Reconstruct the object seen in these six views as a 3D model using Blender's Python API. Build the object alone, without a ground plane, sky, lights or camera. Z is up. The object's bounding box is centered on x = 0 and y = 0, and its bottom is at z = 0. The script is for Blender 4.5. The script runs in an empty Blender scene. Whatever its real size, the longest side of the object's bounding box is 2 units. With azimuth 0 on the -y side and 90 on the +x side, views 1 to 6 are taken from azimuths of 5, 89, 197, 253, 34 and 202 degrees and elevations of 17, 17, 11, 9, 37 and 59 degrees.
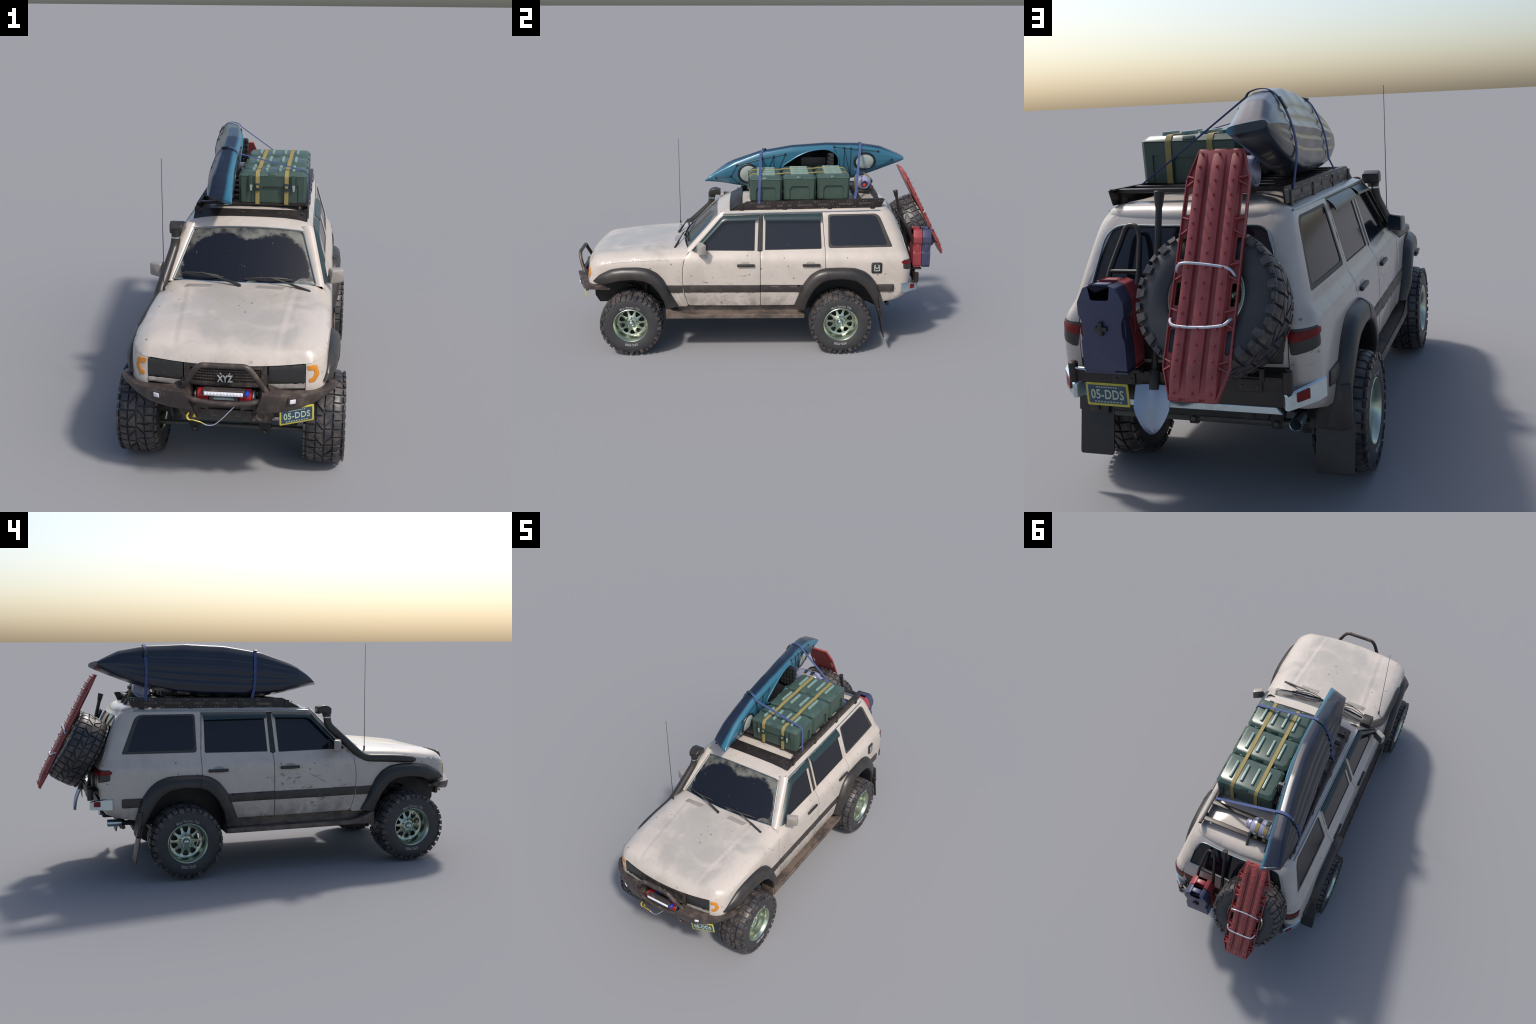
import bpy, bmesh, math, random
import numpy as np
from mathutils import Vector, Matrix, Euler
from mathutils.geometry import delaunay_2d_cdt

random.seed(7)
PI = math.pi
K_ROLL = 0.17                 # lean of the kayak in radians

# ------------------------------------------------------------------ materials
def srgb(r, g, b):
    f = lambda c: c / 12.92 if c <= 0.04045 else ((c + 0.055) / 1.055) ** 2.4
    return (f(r), f(g), f(b), 1.0)


class Nodes:
    """small helper to write node trees as expressions"""
    def __init__(self, name):
        self.mat = bpy.data.materials.new(name)
        self.mat.use_nodes = True
        self.t = self.mat.node_tree
        self.bsdf = self.t.nodes["Principled BSDF"]
        self.co = self.new("ShaderNodeTexCoord").outputs["Object"]

    def new(self, kind, **kw):
        n = self.t.nodes.new(kind)
        for k, v in kw.items():
            setattr(n, k, v)
        return n

    def put(self, sock, v):
        if isinstance(v, bpy.types.NodeSocket):
            self.t.links.new(v, sock)
        else:
            sock.default_value = v

    def noise(self, scale, detail=4, rough=0.6, co=None, dist=0.0):
        n = self.new("ShaderNodeTexNoise")
        n.inputs["Scale"].default_value = scale
        n.inputs["Detail"].default_value = detail
        n.inputs["Roughness"].default_value = rough
        n.inputs["Distortion"].default_value = dist
        self.put(n.inputs["Vector"], co or self.co)
        return n.outputs["Fac"]

    def voronoi(self, scale, co=None, feature="F1"):
        n = self.new("ShaderNodeTexVoronoi", feature=feature)
        n.inputs["Scale"].default_value = scale
        self.put(n.inputs["Vector"], co or self.co)
        return n.outputs["Distance"]

    def stretch(self, sx, sy, sz):
        n = self.new("ShaderNodeMapping")
        n.inputs["Scale"].default_value = (sx, sy, sz)
        self.put(n.inputs["Vector"], self.co)
        return n.outputs["Vector"]

    def ramp(self, fac, lo, hi):
        n = self.new("ShaderNodeMapRange", interpolation_type="SMOOTHSTEP")
        self.put(n.inputs["From Min"], lo)
        self.put(n.inputs["From Max"], hi)
        self.put(n.inputs["Value"], fac)
        return n.outputs["Result"]

    def math(self, op, a, b=0.0, c=0.0):
        n = self.new("ShaderNodeMath", operation=op)
        for i, v in enumerate((a, b, c)):
            self.put(n.inputs[i], v)
        return n.outputs[0]

    def mix(self, fac, a, b):
        n = self.new("ShaderNodeMix", data_type="RGBA")
        self.put(n.inputs[0], fac)
        self.put(n.inputs[6], a)
        self.put(n.inputs[7], b)
        return n.outputs[2]

    def xyz(self):
        n = self.new("ShaderNodeSeparateXYZ")
        self.put(n.inputs[0], self.co)
        return n.outputs

    def bump(self, h, strength=0.2, dist=0.002):
        n = self.new("ShaderNodeBump")
        n.inputs["Strength"].default_value = strength
        n.inputs["Distance"].default_value = dist
        self.put(n.inputs["Height"], h)
        self.put(self.bsdf.inputs["Normal"], n.outputs[0])

    def done(self, color, rough=0.5, metal=0.0, coat=0.0, spec=0.5):
        self.put(self.bsdf.inputs["Base Color"], color)
        self.put(self.bsdf.inputs["Roughness"], rough)
        self.put(self.bsdf.inputs["Metallic"], metal)
        self.bsdf.inputs["Coat Weight"].default_value = coat
        self.bsdf.inputs["Coat Roughness"].default_value = 0.08
        self.bsdf.inputs["Specular IOR Level"].default_value = spec
        return self.mat


def worn(name, col, col2, scale=14, rough=0.5, metal=0.0, coat=0.0, amount=0.6, bump=0.0, lo=0.45, hi=0.7, spec=0.5):
    """a base colour with patches of a second one (dust, fading, dirt)"""
    n = Nodes(name)
    f = n.ramp(n.noise(scale, 5, 0.65), lo, hi)
    c = n.mix(n.math("MULTIPLY", f, amount), col, col2)
    if bump:
        n.bump(n.noise(scale * 12, 3), bump, 0.0015)
    return n.done(c, rough, metal, coat, spec)


def car_paint():
    n = Nodes("weathered_white_paint")
    x, y, z = n.xyz()
    base = srgb(0.742, 0.702, 0.665)
    blot = n.ramp(n.noise(4.2, 6, 0.62, dist=0.8), 0.42, 0.68)
    c = n.mix(n.math("MULTIPLY", blot, 0.7), base, srgb(0.67, 0.637, 0.595))
    fine = n.ramp(n.noise(17, 6, 0.7, dist=0.4), 0.47, 0.75)
    c = n.mix(n.math("MULTIPLY", fine, 0.35), c, srgb(0.62, 0.595, 0.56))
    # a film of grey road dust lies on the middle of the bonnet
    bx = n.math("DIVIDE", x, 0.30)
    by = n.math("DIVIDE", n.math("ADD", y, 0.64), 0.31)
    film = n.math("SQRT", n.math("ADD", n.math("MULTIPLY", bx, bx), n.math("MULTIPLY", by, by)))
    film = n.math("ADD", film, n.math("MULTIPLY", n.math("SUBTRACT", n.noise(6, 6, 0.6, dist=0.9), 0.5), 2.6))
    film = n.math("MULTIPLY", n.ramp(film, 1.15, 0.30), n.ramp(z, 0.47, 0.50))
    c = n.mix(n.math("MULTIPLY", film, 0.62), c, srgb(0.60, 0.588, 0.563))
    # stone chips and spatter, densest on the nose, thrown at random sizes
    warp = n.new("ShaderNodeVectorMath", operation="ADD")
    nz = n.new("ShaderNodeTexNoise"); nz.inputs["Scale"].default_value = 60
    n.put(nz.inputs["Vector"], n.co)
    sc = n.new("ShaderNodeVectorMath", operation="SCALE"); sc.inputs["Scale"].default_value = 0.012
    n.put(sc.inputs[0], nz.outputs["Color"]); n.put(warp.inputs[0], n.co); n.put(warp.inputs[1], sc.outputs[0])
    wc = warp.outputs[0]
    small = n.ramp(n.voronoi(58, wc), n.math("MULTIPLY", n.ramp(n.noise(31, 1), 0.5, 0.75), 0.30), 0.0)
    big = n.ramp(n.voronoi(21, wc), 0.13, 0.07)
    nose = n.math("MULTIPLY", n.ramp(y, -0.85, -0.92), n.ramp(n.noise(14, 2), 0.42, 0.52))
    where = n.math("MULTIPLY", n.ramp(n.noise(6, 2), 0.56, 0.64), 0.8)
    spots = n.math("MULTIPLY", small, n.math("MAXIMUM", where, nose))
    spots = n.math("MAXIMUM", spots, n.math("MULTIPLY", big, n.ramp(n.noise(5.3, 1), 0.47, 0.52)))
    c = n.mix(n.math("MULTIPLY", spots, 0.72), c, srgb(0.36, 0.32, 0.29))
    # mud thrown up along the rocker panels
    low = n.ramp(z, 0.37, 0.235)
    grime = n.ramp(n.noise(13, 6, 0.7, dist=0.5), 0.30, 0.66)
    mud = n.math("MULTIPLY", low, grime)
    mid = n.math("MULTIPLY", n.ramp(z, 0.50, 0.40), n.ramp(n.noise(30, 6, 0.8, co=n.stretch(1, 0.5, 1.4), dist=0.5), 0.57, 0.64))
    splash = n.math("MAXIMUM", n.ramp(n.noise(5, 2), 0.52, 0.62), n.math("MULTIPLY", n.ramp(x, -0.28, -0.32), n.math("MULTIPLY", n.ramp(y, -0.46, -0.36), n.ramp(y, 0.10, -0.06))))
    splash = n.math("MINIMUM", n.math("MULTIPLY", splash, 1.3), 1.0)
    mid = n.math("MULTIPLY", mid, splash)
    # one long scrape and a burst of black spatter on the left front door
    mp = n.new("ShaderNodeMapping"); mp.vector_type = "TEXTURE"
    mp.inputs["Location"].default_value = (-.335, -.236, .413); mp.inputs["Rotation"].default_value = (0.50, 0, 0)
    n.put(mp.inputs["Vector"], n.co)
    sp = n.new("ShaderNodeSeparateXYZ"); n.put(sp.inputs[0], mp.outputs[0])
    left = n.ramp(x, -0.27, -0.30)
    line = n.math("MULTIPLY", n.ramp(n.math("ABSOLUTE", sp.outputs[2]), 0.0030, 0.0008), n.ramp(n.math("ABSOLUTE", sp.outputs[1]), 0.062, 0.030))
    line = n.math("MULTIPLY", n.math("MULTIPLY", line, left), n.ramp(n.noise(40, 3), 0.35, 0.55))
    ey = n.math("DIVIDE", n.math("ADD", y, 0.085), 0.09)
    ez = n.math("DIVIDE", n.math("SUBTRACT", z, 0.415), 0.036)
    burst = n.ramp(n.math("ADD", n.math("MULTIPLY", ey, ey), n.math("MULTIPLY", ez, ez)), 1.1, 0.2)
    ey2 = n.math("DIVIDE", n.math("ADD", y, 0.27), 0.12)
    ez2 = n.math("DIVIDE", n.math("SUBTRACT", z, 0.305), 0.035)
    burst = n.math("MAXIMUM", burst, n.ramp(n.math("ADD", n.math("MULTIPLY", ey2, ey2), n.math("MULTIPLY", ez2, ez2)), 1.1, 0.2))
    drops = n.ramp(n.noise(62, 5, 0.7, co=n.stretch(1, 0.6, 1.2)), 0.52, 0.58)
    drops = n.math("MULTIPLY", n.math("MULTIPLY", drops, burst), left)
    mid = n.math("MAXIMUM", mid, n.math("MAXIMUM", n.math("MULTIPLY", line, 0.9), drops))
    c = n.mix(n.math("MULTIPLY", n.math("MAXIMUM", n.math("MULTIPLY", mud, 0.9), mid), 0.75), c, srgb(0.33, 0.285, 0.25))
    return n.done(c, 0.31, 0.0, 0.35)


def windscreen_glass():
    n = Nodes("dusty_windscreen_glass")
    x, y, z = n.xyz()
    def fan(cx, cz, rx, rz):
        dx = n.math("DIVIDE", n.math("SUBTRACT", x, cx), rx)
        dz = n.math("DIVIDE", n.math("SUBTRACT", z, cz), rz)
        return n.math("SQRT", n.math("ADD", n.math("MULTIPLY", dx, dx), n.math("MULTIPLY", dz, dz)))
    d = n.math("MINIMUM", fan(-0.085, 0.575, 0.165, 0.128), fan(0.115, 0.575, 0.135, 0.126))
    d = n.math("MINIMUM", d, fan(0.02, 0.575, 0.10, 0.112))
    d = n.math("MAXIMUM", d, n.math("SUBTRACT", 1.6, fan(0.035, 0.542, 0.042, 0.030)))
    d = n.math("MAXIMUM", d, n.math("SUBTRACT", 1.6, fan(0.225, 0.542, 0.060, 0.034)))
    d = n.math("ADD", d, n.math("MULTIPLY", n.math("SUBTRACT", n.noise(26, 5, 0.65), 0.5), 0.35))
    dust = n.ramp(d, 0.93, 1.02)
    dust = n.math("MULTIPLY", dust, n.ramp(n.noise(20, 5), 0.25, 0.65))
    specks = n.math("MULTIPLY", n.math("LESS_THAN", n.voronoi(60), 0.12), n.ramp(n.noise(14, 2), 0.58, 0.66))
    dust = n.math("MAXIMUM", dust, n.math("MULTIPLY", specks, 0.7))
    c = n.mix(n.math("MULTIPLY", dust, 0.8), srgb(0.085, 0.095, 0.125), srgb(0.45, 0.45, 0.42))
    return n.done(c, n.math("ADD", n.math("MULTIPLY", dust, 0.4), 0.12), 0.0, 0.0, 0.4)


def side_glass():
    n = Nodes("tinted_side_glass")
    specks = n.math("MULTIPLY", n.math("LESS_THAN", n.voronoi(48), 0.11), n.ramp(n.noise(13, 2), 0.60, 0.66))
    c = n.mix(n.math("MULTIPLY", specks, 0.5), srgb(0.10, 0.108, 0.135), srgb(0.6, 0.6, 0.58))
    return n.done(c, 0.10, 0.0, 0.0, 0.45)


def muddy(name, col, mud, rough, lo=0.42, hi=0.62, scale=22, amount=0.8):
    n = Nodes(name)
    f = n.ramp(n.noise(scale, 6, 0.7, co=n.stretch(1, 0.55, 1)), lo, hi)
    c = n.mix(n.math("MULTIPLY", f, amount), col, mud)
    n.bump(n.noise(scale * 5, 4), 0.25, 0.002)
    return n.done(c, rough)


def tread_rubber():
    n = Nodes("dusty_tread_rubber")
    f = n.ramp(n.noise(30, 5, 0.7), 0.40, 0.68)
    g = n.ramp(n.noise(11, 3), 0.45, 0.65)
    c = n.mix(n.math("MULTIPLY", f, 0.85), srgb(0.18, 0.18, 0.195), srgb(0.39, 0.345, 0.315))
    c = n.mix(n.math("MULTIPLY", g, 0.35), c, srgb(0.24, 0.235, 0.25))
    n.bump(n.noise(160, 3), 0.3, 0.0015)
    return n.done(c, 0.42)


def kayak_plastic():
    """teal deck fading over the gunwale into a navy hull; object x points out of the deck"""
    n = Nodes("two_tone_kayak_plastic")
    att = n.xyz()
    w = n.math("ADD", att[0], n.math("MULTIPLY", n.math("SUBTRACT", n.noise(9, 3), 0.5), 0.012))
    w = n.math("SUBTRACT", w, n.math("MULTIPLY", n.math("SUBTRACT", att[2], 0.89), math.tan(K_ROLL)))   # the boat leans
    fc = n.new("ShaderNodeFloatCurve")                                # deck line along the boat, 0.1 m = full scale
    cv = fc.mapping.curves[0]
    ys = np.linspace(-.33, .77, 9)
    for k, yv in enumerate(ys):
        px, py = (yv + .33) / 1.1, 1 + float(K_DECK(yv)) / 0.2
        if k in (0, 8):
            cv.points[0 if k == 0 else -1].location = (px, py)
        else:
            cv.points.new(px, py)
    fc.mapping.update()
    n.put(fc.inputs["Value"], n.math("DIVIDE", n.math("ADD", att[1], 0.33), 1.1))
    deck = n.math("MULTIPLY", n.math("SUBTRACT", fc.outputs[0], 1.0), 0.2)
    f = n.ramp(n.math("SUBTRACT", w, deck), -0.032, -0.012)
    c = n.mix(f, srgb(0.095, 0.125, 0.185), srgb(0.19, 0.40, 0.49))
    streak = n.ramp(n.noise(7, 4, 0.6, co=n.stretch(1, 0.35, 3)), 0.5, 0.72)
    c = n.mix(n.math("MULTIPLY", streak, 0.22), c, srgb(0.24, 0.30, 0.37))
    return n.done(c, 0.30, 0.0, 0.25, 0.45)


def fabric(name, col, col2, scale=220):
    n = Nodes(name)
    f = n.noise(scale, 2)
    c = n.mix(n.math("MULTIPLY", f, 0.5), col, col2)
    n.bump(f, 0.2, 0.001)
    return n.done(c, 0.75)


M = {}
def build_materials():
    M["paint"] = car_paint()
    M["wglass"] = windscreen_glass()
    M["glass"] = side_glass()
    M["trim"] = worn("faded_black_plastic", srgb(0.165, 0.157, 0.152), srgb(0.235, 0.212, 0.192), 9, 0.38, spec=0.5, amount=0.7)
    M["stripe"] = worn("brown_black_moulding", srgb(0.21, 0.187, 0.178), srgb(0.29, 0.26, 0.24), 18, 0.45, amount=0.7)
    M["bumper"] = worn("rusty_dark_bumper_steel", srgb(0.255, 0.222, 0.208), srgb(0.40, 0.352, 0.318), 26, 0.42, 0.15, amount=0.8, bump=0.15)
    M["rack"] = worn("dark_rack_steel", srgb(0.155, 0.135, 0.128), srgb(0.235, 0.20, 0.185), 22, 0.40, 0.2, amount=0.6)
    M["black"] = worn("black_underbody", srgb(0.10, 0.10, 0.10), srgb(0.19, 0.18, 0.17), 20, 0.6, amount=0.6)
    M["axle"] = worn("grey_axle_steel", srgb(0.27, 0.27, 0.255), srgb(0.38, 0.36, 0.33), 24, 0.5, 0.3)
    M["rubber"] = worn("matt_sidewall_rubber", srgb(0.20, 0.20, 0.205), srgb(0.26, 0.255, 0.25), 12, 0.55, bump=0.1)
    M["tread"] = tread_rubber()
    M["seal"] = worn("window_rubber", srgb(0.22, 0.205, 0.20), srgb(0.28, 0.26, 0.24), 20, 0.5)
    M["step"] = muddy("mud_caked_step", srgb(0.27, 0.24, 0.22), srgb(0.45, 0.39, 0.345), 0.55, 0.36, 0.6)
    M["rim"] = worn("green_tinted_alloy", srgb(0.71, 0.745, 0.675), srgb(0.60, 0.635, 0.565), 12, 0.24, 0.92, amount=0.6)
    M["cap"] = worn("blue_grey_chrome", srgb(0.74, 0.80, 0.80), srgb(0.6, 0.66, 0.66), 40, 0.18, 0.95)
    M["chrome"] = worn("dull_chrome", srgb(0.76, 0.82, 0.84), srgb(0.55, 0.60, 0.62), 14, 0.2, 0.9, amount=0.6)
    M["trimchrome"] = worn("bright_trim_strip", srgb(0.62, 0.68, 0.70), srgb(0.48, 0.54, 0.57), 14, 0.25, 0.8)
    M["visor"] = worn("teal_smoked_acrylic", srgb(0.13, 0.20, 0.21), srgb(0.165, 0.235, 0.245), 10, 0.28)
    M["amber"] = worn("amber_lens", srgb(0.78, 0.50, 0.13), srgb(0.60, 0.40, 0.18), 60, 0.25, coat=0.4)
    M["red_lens"] = worn("red_lens", srgb(0.46, 0.03, 0.045), srgb(0.30, 0.02, 0.03), 40, 0.35, spec=0.3)
    M["dark_lens"] = worn("smoked_lamp_cover", srgb(0.165, 0.165, 0.165), srgb(0.24, 0.23, 0.22), 24, 0.22, amount=0.5, lo=0.55)
    M["white_lens"] = worn("clear_lamp_lens", srgb(0.90, 0.90, 0.92), srgb(0.7, 0.7, 0.74), 120, 0.2)
    M["grille"] = muddy("dusty_grille_plastic", srgb(0.155, 0.14, 0.13), srgb(0.34, 0.29, 0.255), 0.55, 0.45, 0.7, 30)
    M["kayak"] = kayak_plastic()
    M["navy"] = worn("dark_cockpit_lining", srgb(0.07, 0.075, 0.09), srgb(0.10, 0.11, 0.13), 20, 0.5)
    M["hatch"] = worn("pale_hatch_cover", srgb(0.63, 0.675, 0.655), srgb(0.54, 0.59, 0.58), 30, 0.4, amount=0.5)
    M["hatch_rim"] = worn("hatch_rim_rubber", srgb(0.10, 0.115, 0.135), srgb(0.15, 0.16, 0.18), 30, 0.4)
    M["foam"] = worn("black_seat_foam", srgb(0.13, 0.14, 0.15), srgb(0.20, 0.21, 0.215), 60, 0.45)
    M["box"] = worn("green_case_plastic", srgb(0.215, 0.285, 0.25), srgb(0.255, 0.315, 0.285), 16, 0.36, amount=0.6)
    M["boxlid"] = worn("green_case_lid_plastic", srgb(0.24, 0.315, 0.285), srgb(0.295, 0.365, 0.34), 16, 0.33, amount=0.6)
    M["rib"] = worn("pale_green_scuffed_rib", srgb(0.49, 0.575, 0.535), srgb(0.40, 0.475, 0.44), 30, 0.35)
    M["latch"] = worn("pale_latch_metal", srgb(0.66, 0.72, 0.68), srgb(0.55, 0.60, 0.56), 40, 0.3, 0.4)
    M["yellow_strap"] = fabric("ochre_webbing", srgb(0.58, 0.515, 0.305), srgb(0.48, 0.43, 0.25))
    M["blue_strap"] = fabric("blue_webbing", srgb(0.245, 0.305, 0.475), srgb(0.20, 0.25, 0.40))
    M["buckle"] = worn("dark_teal_buckle", srgb(0.13, 0.20, 0.23), srgb(0.20, 0.27, 0.28), 40, 0.4)
    M["red"] = worn("faded_red_plastic", srgb(0.59, 0.265, 0.255), srgb(0.49, 0.225, 0.22), 18, 0.36, amount=0.8)
    M["redcan"] = worn("red_can_plastic", srgb(0.56, 0.225, 0.245), srgb(0.48, 0.20, 0.22), 18, 0.33)
    M["bluecan"] = worn("navy_can_plastic", srgb(0.23, 0.24, 0.345), srgb(0.27, 0.275, 0.37), 18, 0.36)
    M["winch_red"] = worn("winch_red_paint", srgb(0.62, 0.13, 0.13), srgb(0.5, 0.1, 0.1), 30, 0.35)
    M["bottle"] = worn("lavender_gas_bottle_enamel", srgb(0.60, 0.60, 0.69), srgb(0.50, 0.50, 0.58), 20, 0.28, 0.2)
    M["bolt_red"] = worn("red_valve_plastic", srgb(0.85, 0.22, 0.10), srgb(0.75, 0.18, 0.1), 40, 0.4)
    M["bolt_blue"] = worn("blue_valve_plastic", srgb(0.15, 0.22, 0.62), srgb(0.12, 0.18, 0.5), 40, 0.4)
    M["steel"] = worn("brushed_shovel_steel", srgb(0.60, 0.65, 0.72), srgb(0.68, 0.62, 0.60), 10, 0.42, 0.55, amount=0.5)
    M["cable"] = worn("silver_cable", srgb(0.74, 0.76, 0.80), srgb(0.64, 0.66, 0.70), 60, 0.35, 0.5)
    M["wood"] = worn("dark_shovel_handle", srgb(0.14, 0.125, 0.12), srgb(0.24, 0.20, 0.17), 30, 0.4)
    M["yellow"] = worn("yellow_hook_paint", srgb(0.66, 0.58, 0.14), srgb(0.5, 0.43, 0.12), 40, 0.35)
    M["plate"] = worn("blue_green_plate_enamel", srgb(0.20, 0.27, 0.36), srgb(0.24, 0.36, 0.33), 55, 0.35, amount=0.8)
    M["plate_edge"] = worn("yellow_plate_border", srgb(0.76, 0.72, 0.28), srgb(0.64, 0.60, 0.24), 60, 0.35)
    M["plate_text"] = worn("pale_plate_lettering", srgb(0.70, 0.76, 0.66), srgb(0.58, 0.66, 0.60), 60, 0.4)
    M["emblem"] = worn("silver_emblem", srgb(0.74, 0.75, 0.75), srgb(0.6, 0.6, 0.6), 60, 0.3, 0.4)
    M["tyre_text"] = worn("worn_white_tyre_lettering", srgb(0.60, 0.60, 0.60), srgb(0.40, 0.40, 0.40), 90, 0.6, amount=0.8)
    M["mirror"] = worn("grey_mirror_glass", srgb(0.20, 0.235, 0.27), srgb(0.23, 0.26, 0.29), 20, 0.2)
    M["dirtpaint"] = worn("dusty_grey_white_paint", srgb(0.575, 0.55, 0.525), srgb(0.47, 0.445, 0.42), 20, 0.3, coat=0.3)


# ------------------------------------------------------------------ object helpers
def thing(name, at, label, category):
    e = bpy.data.objects.new(name, None)
    e.location = at
    e.empty_display_size = 0.1
    e["label"] = label
    e["category"] = category
    bpy.context.scene.collection.objects.link(e)
    bpy.context.view_layer.update()
    return e


def add(name, mesh, parent):
    o = bpy.data.objects.new(name, mesh)
    bpy.context.scene.collection.objects.link(o)
    if parent is not None:
        o.parent = parent
        w = Matrix.Identity(4)
        p = parent
        while p is not None:
            w = Matrix.LocRotScale(p.location, p.rotation_euler, p.scale) @ w if p.type == "EMPTY" else p.matrix_basis @ w
            p = p.parent
        o.matrix_parent_inverse = w.inverted()
    return o


def mesh_of(name, verts, faces, mat, angle=35, fix=False):
    me = bpy.data.meshes.new(name)
    me.from_pydata([tuple(map(float, v)) for v in verts], [], [tuple(map(int, f)) for f in faces])
    if fix:
        bm = bmesh.new(); bm.from_mesh(me)
        bmesh.ops.recalc_face_normals(bm, faces=bm.faces)
        bm.to_mesh(me); bm.free()
    me.materials.append(M[mat] if isinstance(mat, str) else mat)
    me.shade_smooth()
    if angle < 180:
        me.set_sharp_from_angle(angle=math.radians(angle))
    me.update()
    return me


def part(name, verts, faces, mat, parent, angle=35, fix=False):
    return add(name, mesh_of(name, verts, faces, mat, angle, fix), parent)


class Soup:
    """collects pieces into one mesh, one material slot per material name"""
    def __init__(self):
        self.v, self.f, self.m, self.mats = [], [], [], []

    def put(self, vf, mat):
        v, f = vf
        o = len(self.v)
        if mat not in self.mats:
            self.mats.append(mat)
        k = self.mats.index(mat)
        self.v += [tuple(map(float, p)) for p in v]
        self.f += [tuple(int(i) + o for i in q) for q in f]
        self.m += [k] * len(f)
        return self

    def mesh(self, name, angle=35):
        me = bpy.data.meshes.new(name)
        me.from_pydata(self.v, [], self.f)
        for m in self.mats:
            me.materials.append(M[m])
        me.polygons.foreach_set("material_index", self.m)
        bm = bmesh.new(); bm.from_mesh(me)
        bmesh.ops.recalc_face_normals(bm, faces=bm.faces)
        bm.to_mesh(me); bm.free()
        me.shade_smooth()
        me.set_sharp_from_angle(angle=math.radians(angle))
        return me

    def add(self, name, parent, angle=35):
        return add(name, self.mesh(name, angle), parent)


# ------------------------------------------------------------------ shape helpers
def box(c, s, bevel=0.0, rot=None, seg=2, taper=None):
    """box by centre and size with rounded edges; taper scales the top face in x,y"""
    bm = bmesh.new()
    bmesh.ops.create_cube(bm, size=1.0)
    for v in bm.verts:
        k = taper if (taper and v.co.z > 0) else (1, 1)
        v.co = Vector((v.co.x * s[0] * k[0], v.co.y * s[1] * k[1], v.co.z * s[2]))
    if bevel:
        bmesh.ops.bevel(bm, geom=list(bm.edges), offset=bevel, segments=seg, profile=0.6, affect="EDGES")
    R = Euler(rot).to_matrix() if rot is not None else Matrix.Identity(3)
    v = [R @ p.co + Vector(c) for p in bm.verts]
    bm.verts.index_update()
    f = [[q.index for q in p.verts] for p in bm.faces]
    bm.free()
    return v, f


def spline(pts, n=8, closed=False):
    """Catmull-Rom through the points"""
    P = [np.array(p, float) for p in pts]
    out = []
    m = len(P)
    for i in range(m if closed else m - 1):
        p0 = P[(i - 1) % m] if closed or i > 0 else 2 * P[0] - P[1]
        p1, p2 = P[i], P[(i + 1) % m]
        p3 = P[(i + 2) % m] if closed or i + 2 < m else 2 * P[-1] - P[-2]
        for k in range(n):
            t = k / n
            out.append(0.5 * (2 * p1 + (p2 - p0) * t + (2 * p0 - 5 * p1 + 4 * p2 - p3) * t * t + (3 * p1 - p0 - 3 * p2 + p3) * t ** 3))
    if not closed:
        out.append(P[-1])
    return out


def fillet(pts, r, n=6):
    """round the corners of a 3D polyline (open) with radius r"""
    P = [np.array(p, float) for p in pts]
    out = [P[0]]
    for i in range(1, len(P) - 1):
        a, b, c = P[i - 1], P[i], P[i + 1]
        u, w = a - b, c - b
        lu, lw = np.linalg.norm(u), np.linalg.norm(w)
        d = min(r, lu * 0.48, lw * 0.48)
        s, e = b + u / lu * d, b + w / lw * d
        for k in range(n + 1):
            t = k / n
            out.append((1 - t) ** 2 * s + 2 * t * (1 - t) * b + t * t * e)
    out.append(P[-1])
    return out


def tube(path, r, n=12, closed=False, caps=True, flat=None):
    """sweep a circle (or a flat strip w x t) along a path; r may be a list"""
    P = [np.array(p, float) for p in path]
    m = len(P)
    rs = r if hasattr(r, "__len__") else [r] * m
    v, f = [], []
    T = []
    for i in range(m):
        a = P[(i - 1) % m] if closed or i > 0 else P[i]
        b = P[(i + 1) % m] if closed or i < m - 1 else P[i]
        t = b - a
        T.append(t / (np.linalg.norm(t) + 1e-12))
    up = np.array((0, 0, 1.0)) if abs(T[0][2]) < 0.9 else np.array((1.0, 0, 0))
    nrm = np.cross(T[0], up); nrm /= np.linalg.norm(nrm)
    for i in range(m):
        nrm = nrm - T[i] * (nrm @ T[i]); nrm /= np.linalg.norm(nrm)
        bn = np.cross(T[i], nrm)
        for k in range(n):
            a = 2 * PI * k / n
            v.append(P[i] + rs[i] * (math.cos(a) * nrm + math.sin(a) * bn))
    for i in range(m if closed else m - 1):
        j = (i + 1) % m
        for k in range(n):
            l = (k + 1) % n
            f.append((i * n + k, j * n + k, j * n + l, i * n + l))
    if caps and not closed:
        f.append(tuple(range(n - 1, -1, -1)))
        f.append(tuple((m - 1) * n + k for k in range(n)))
    return v, f


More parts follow.
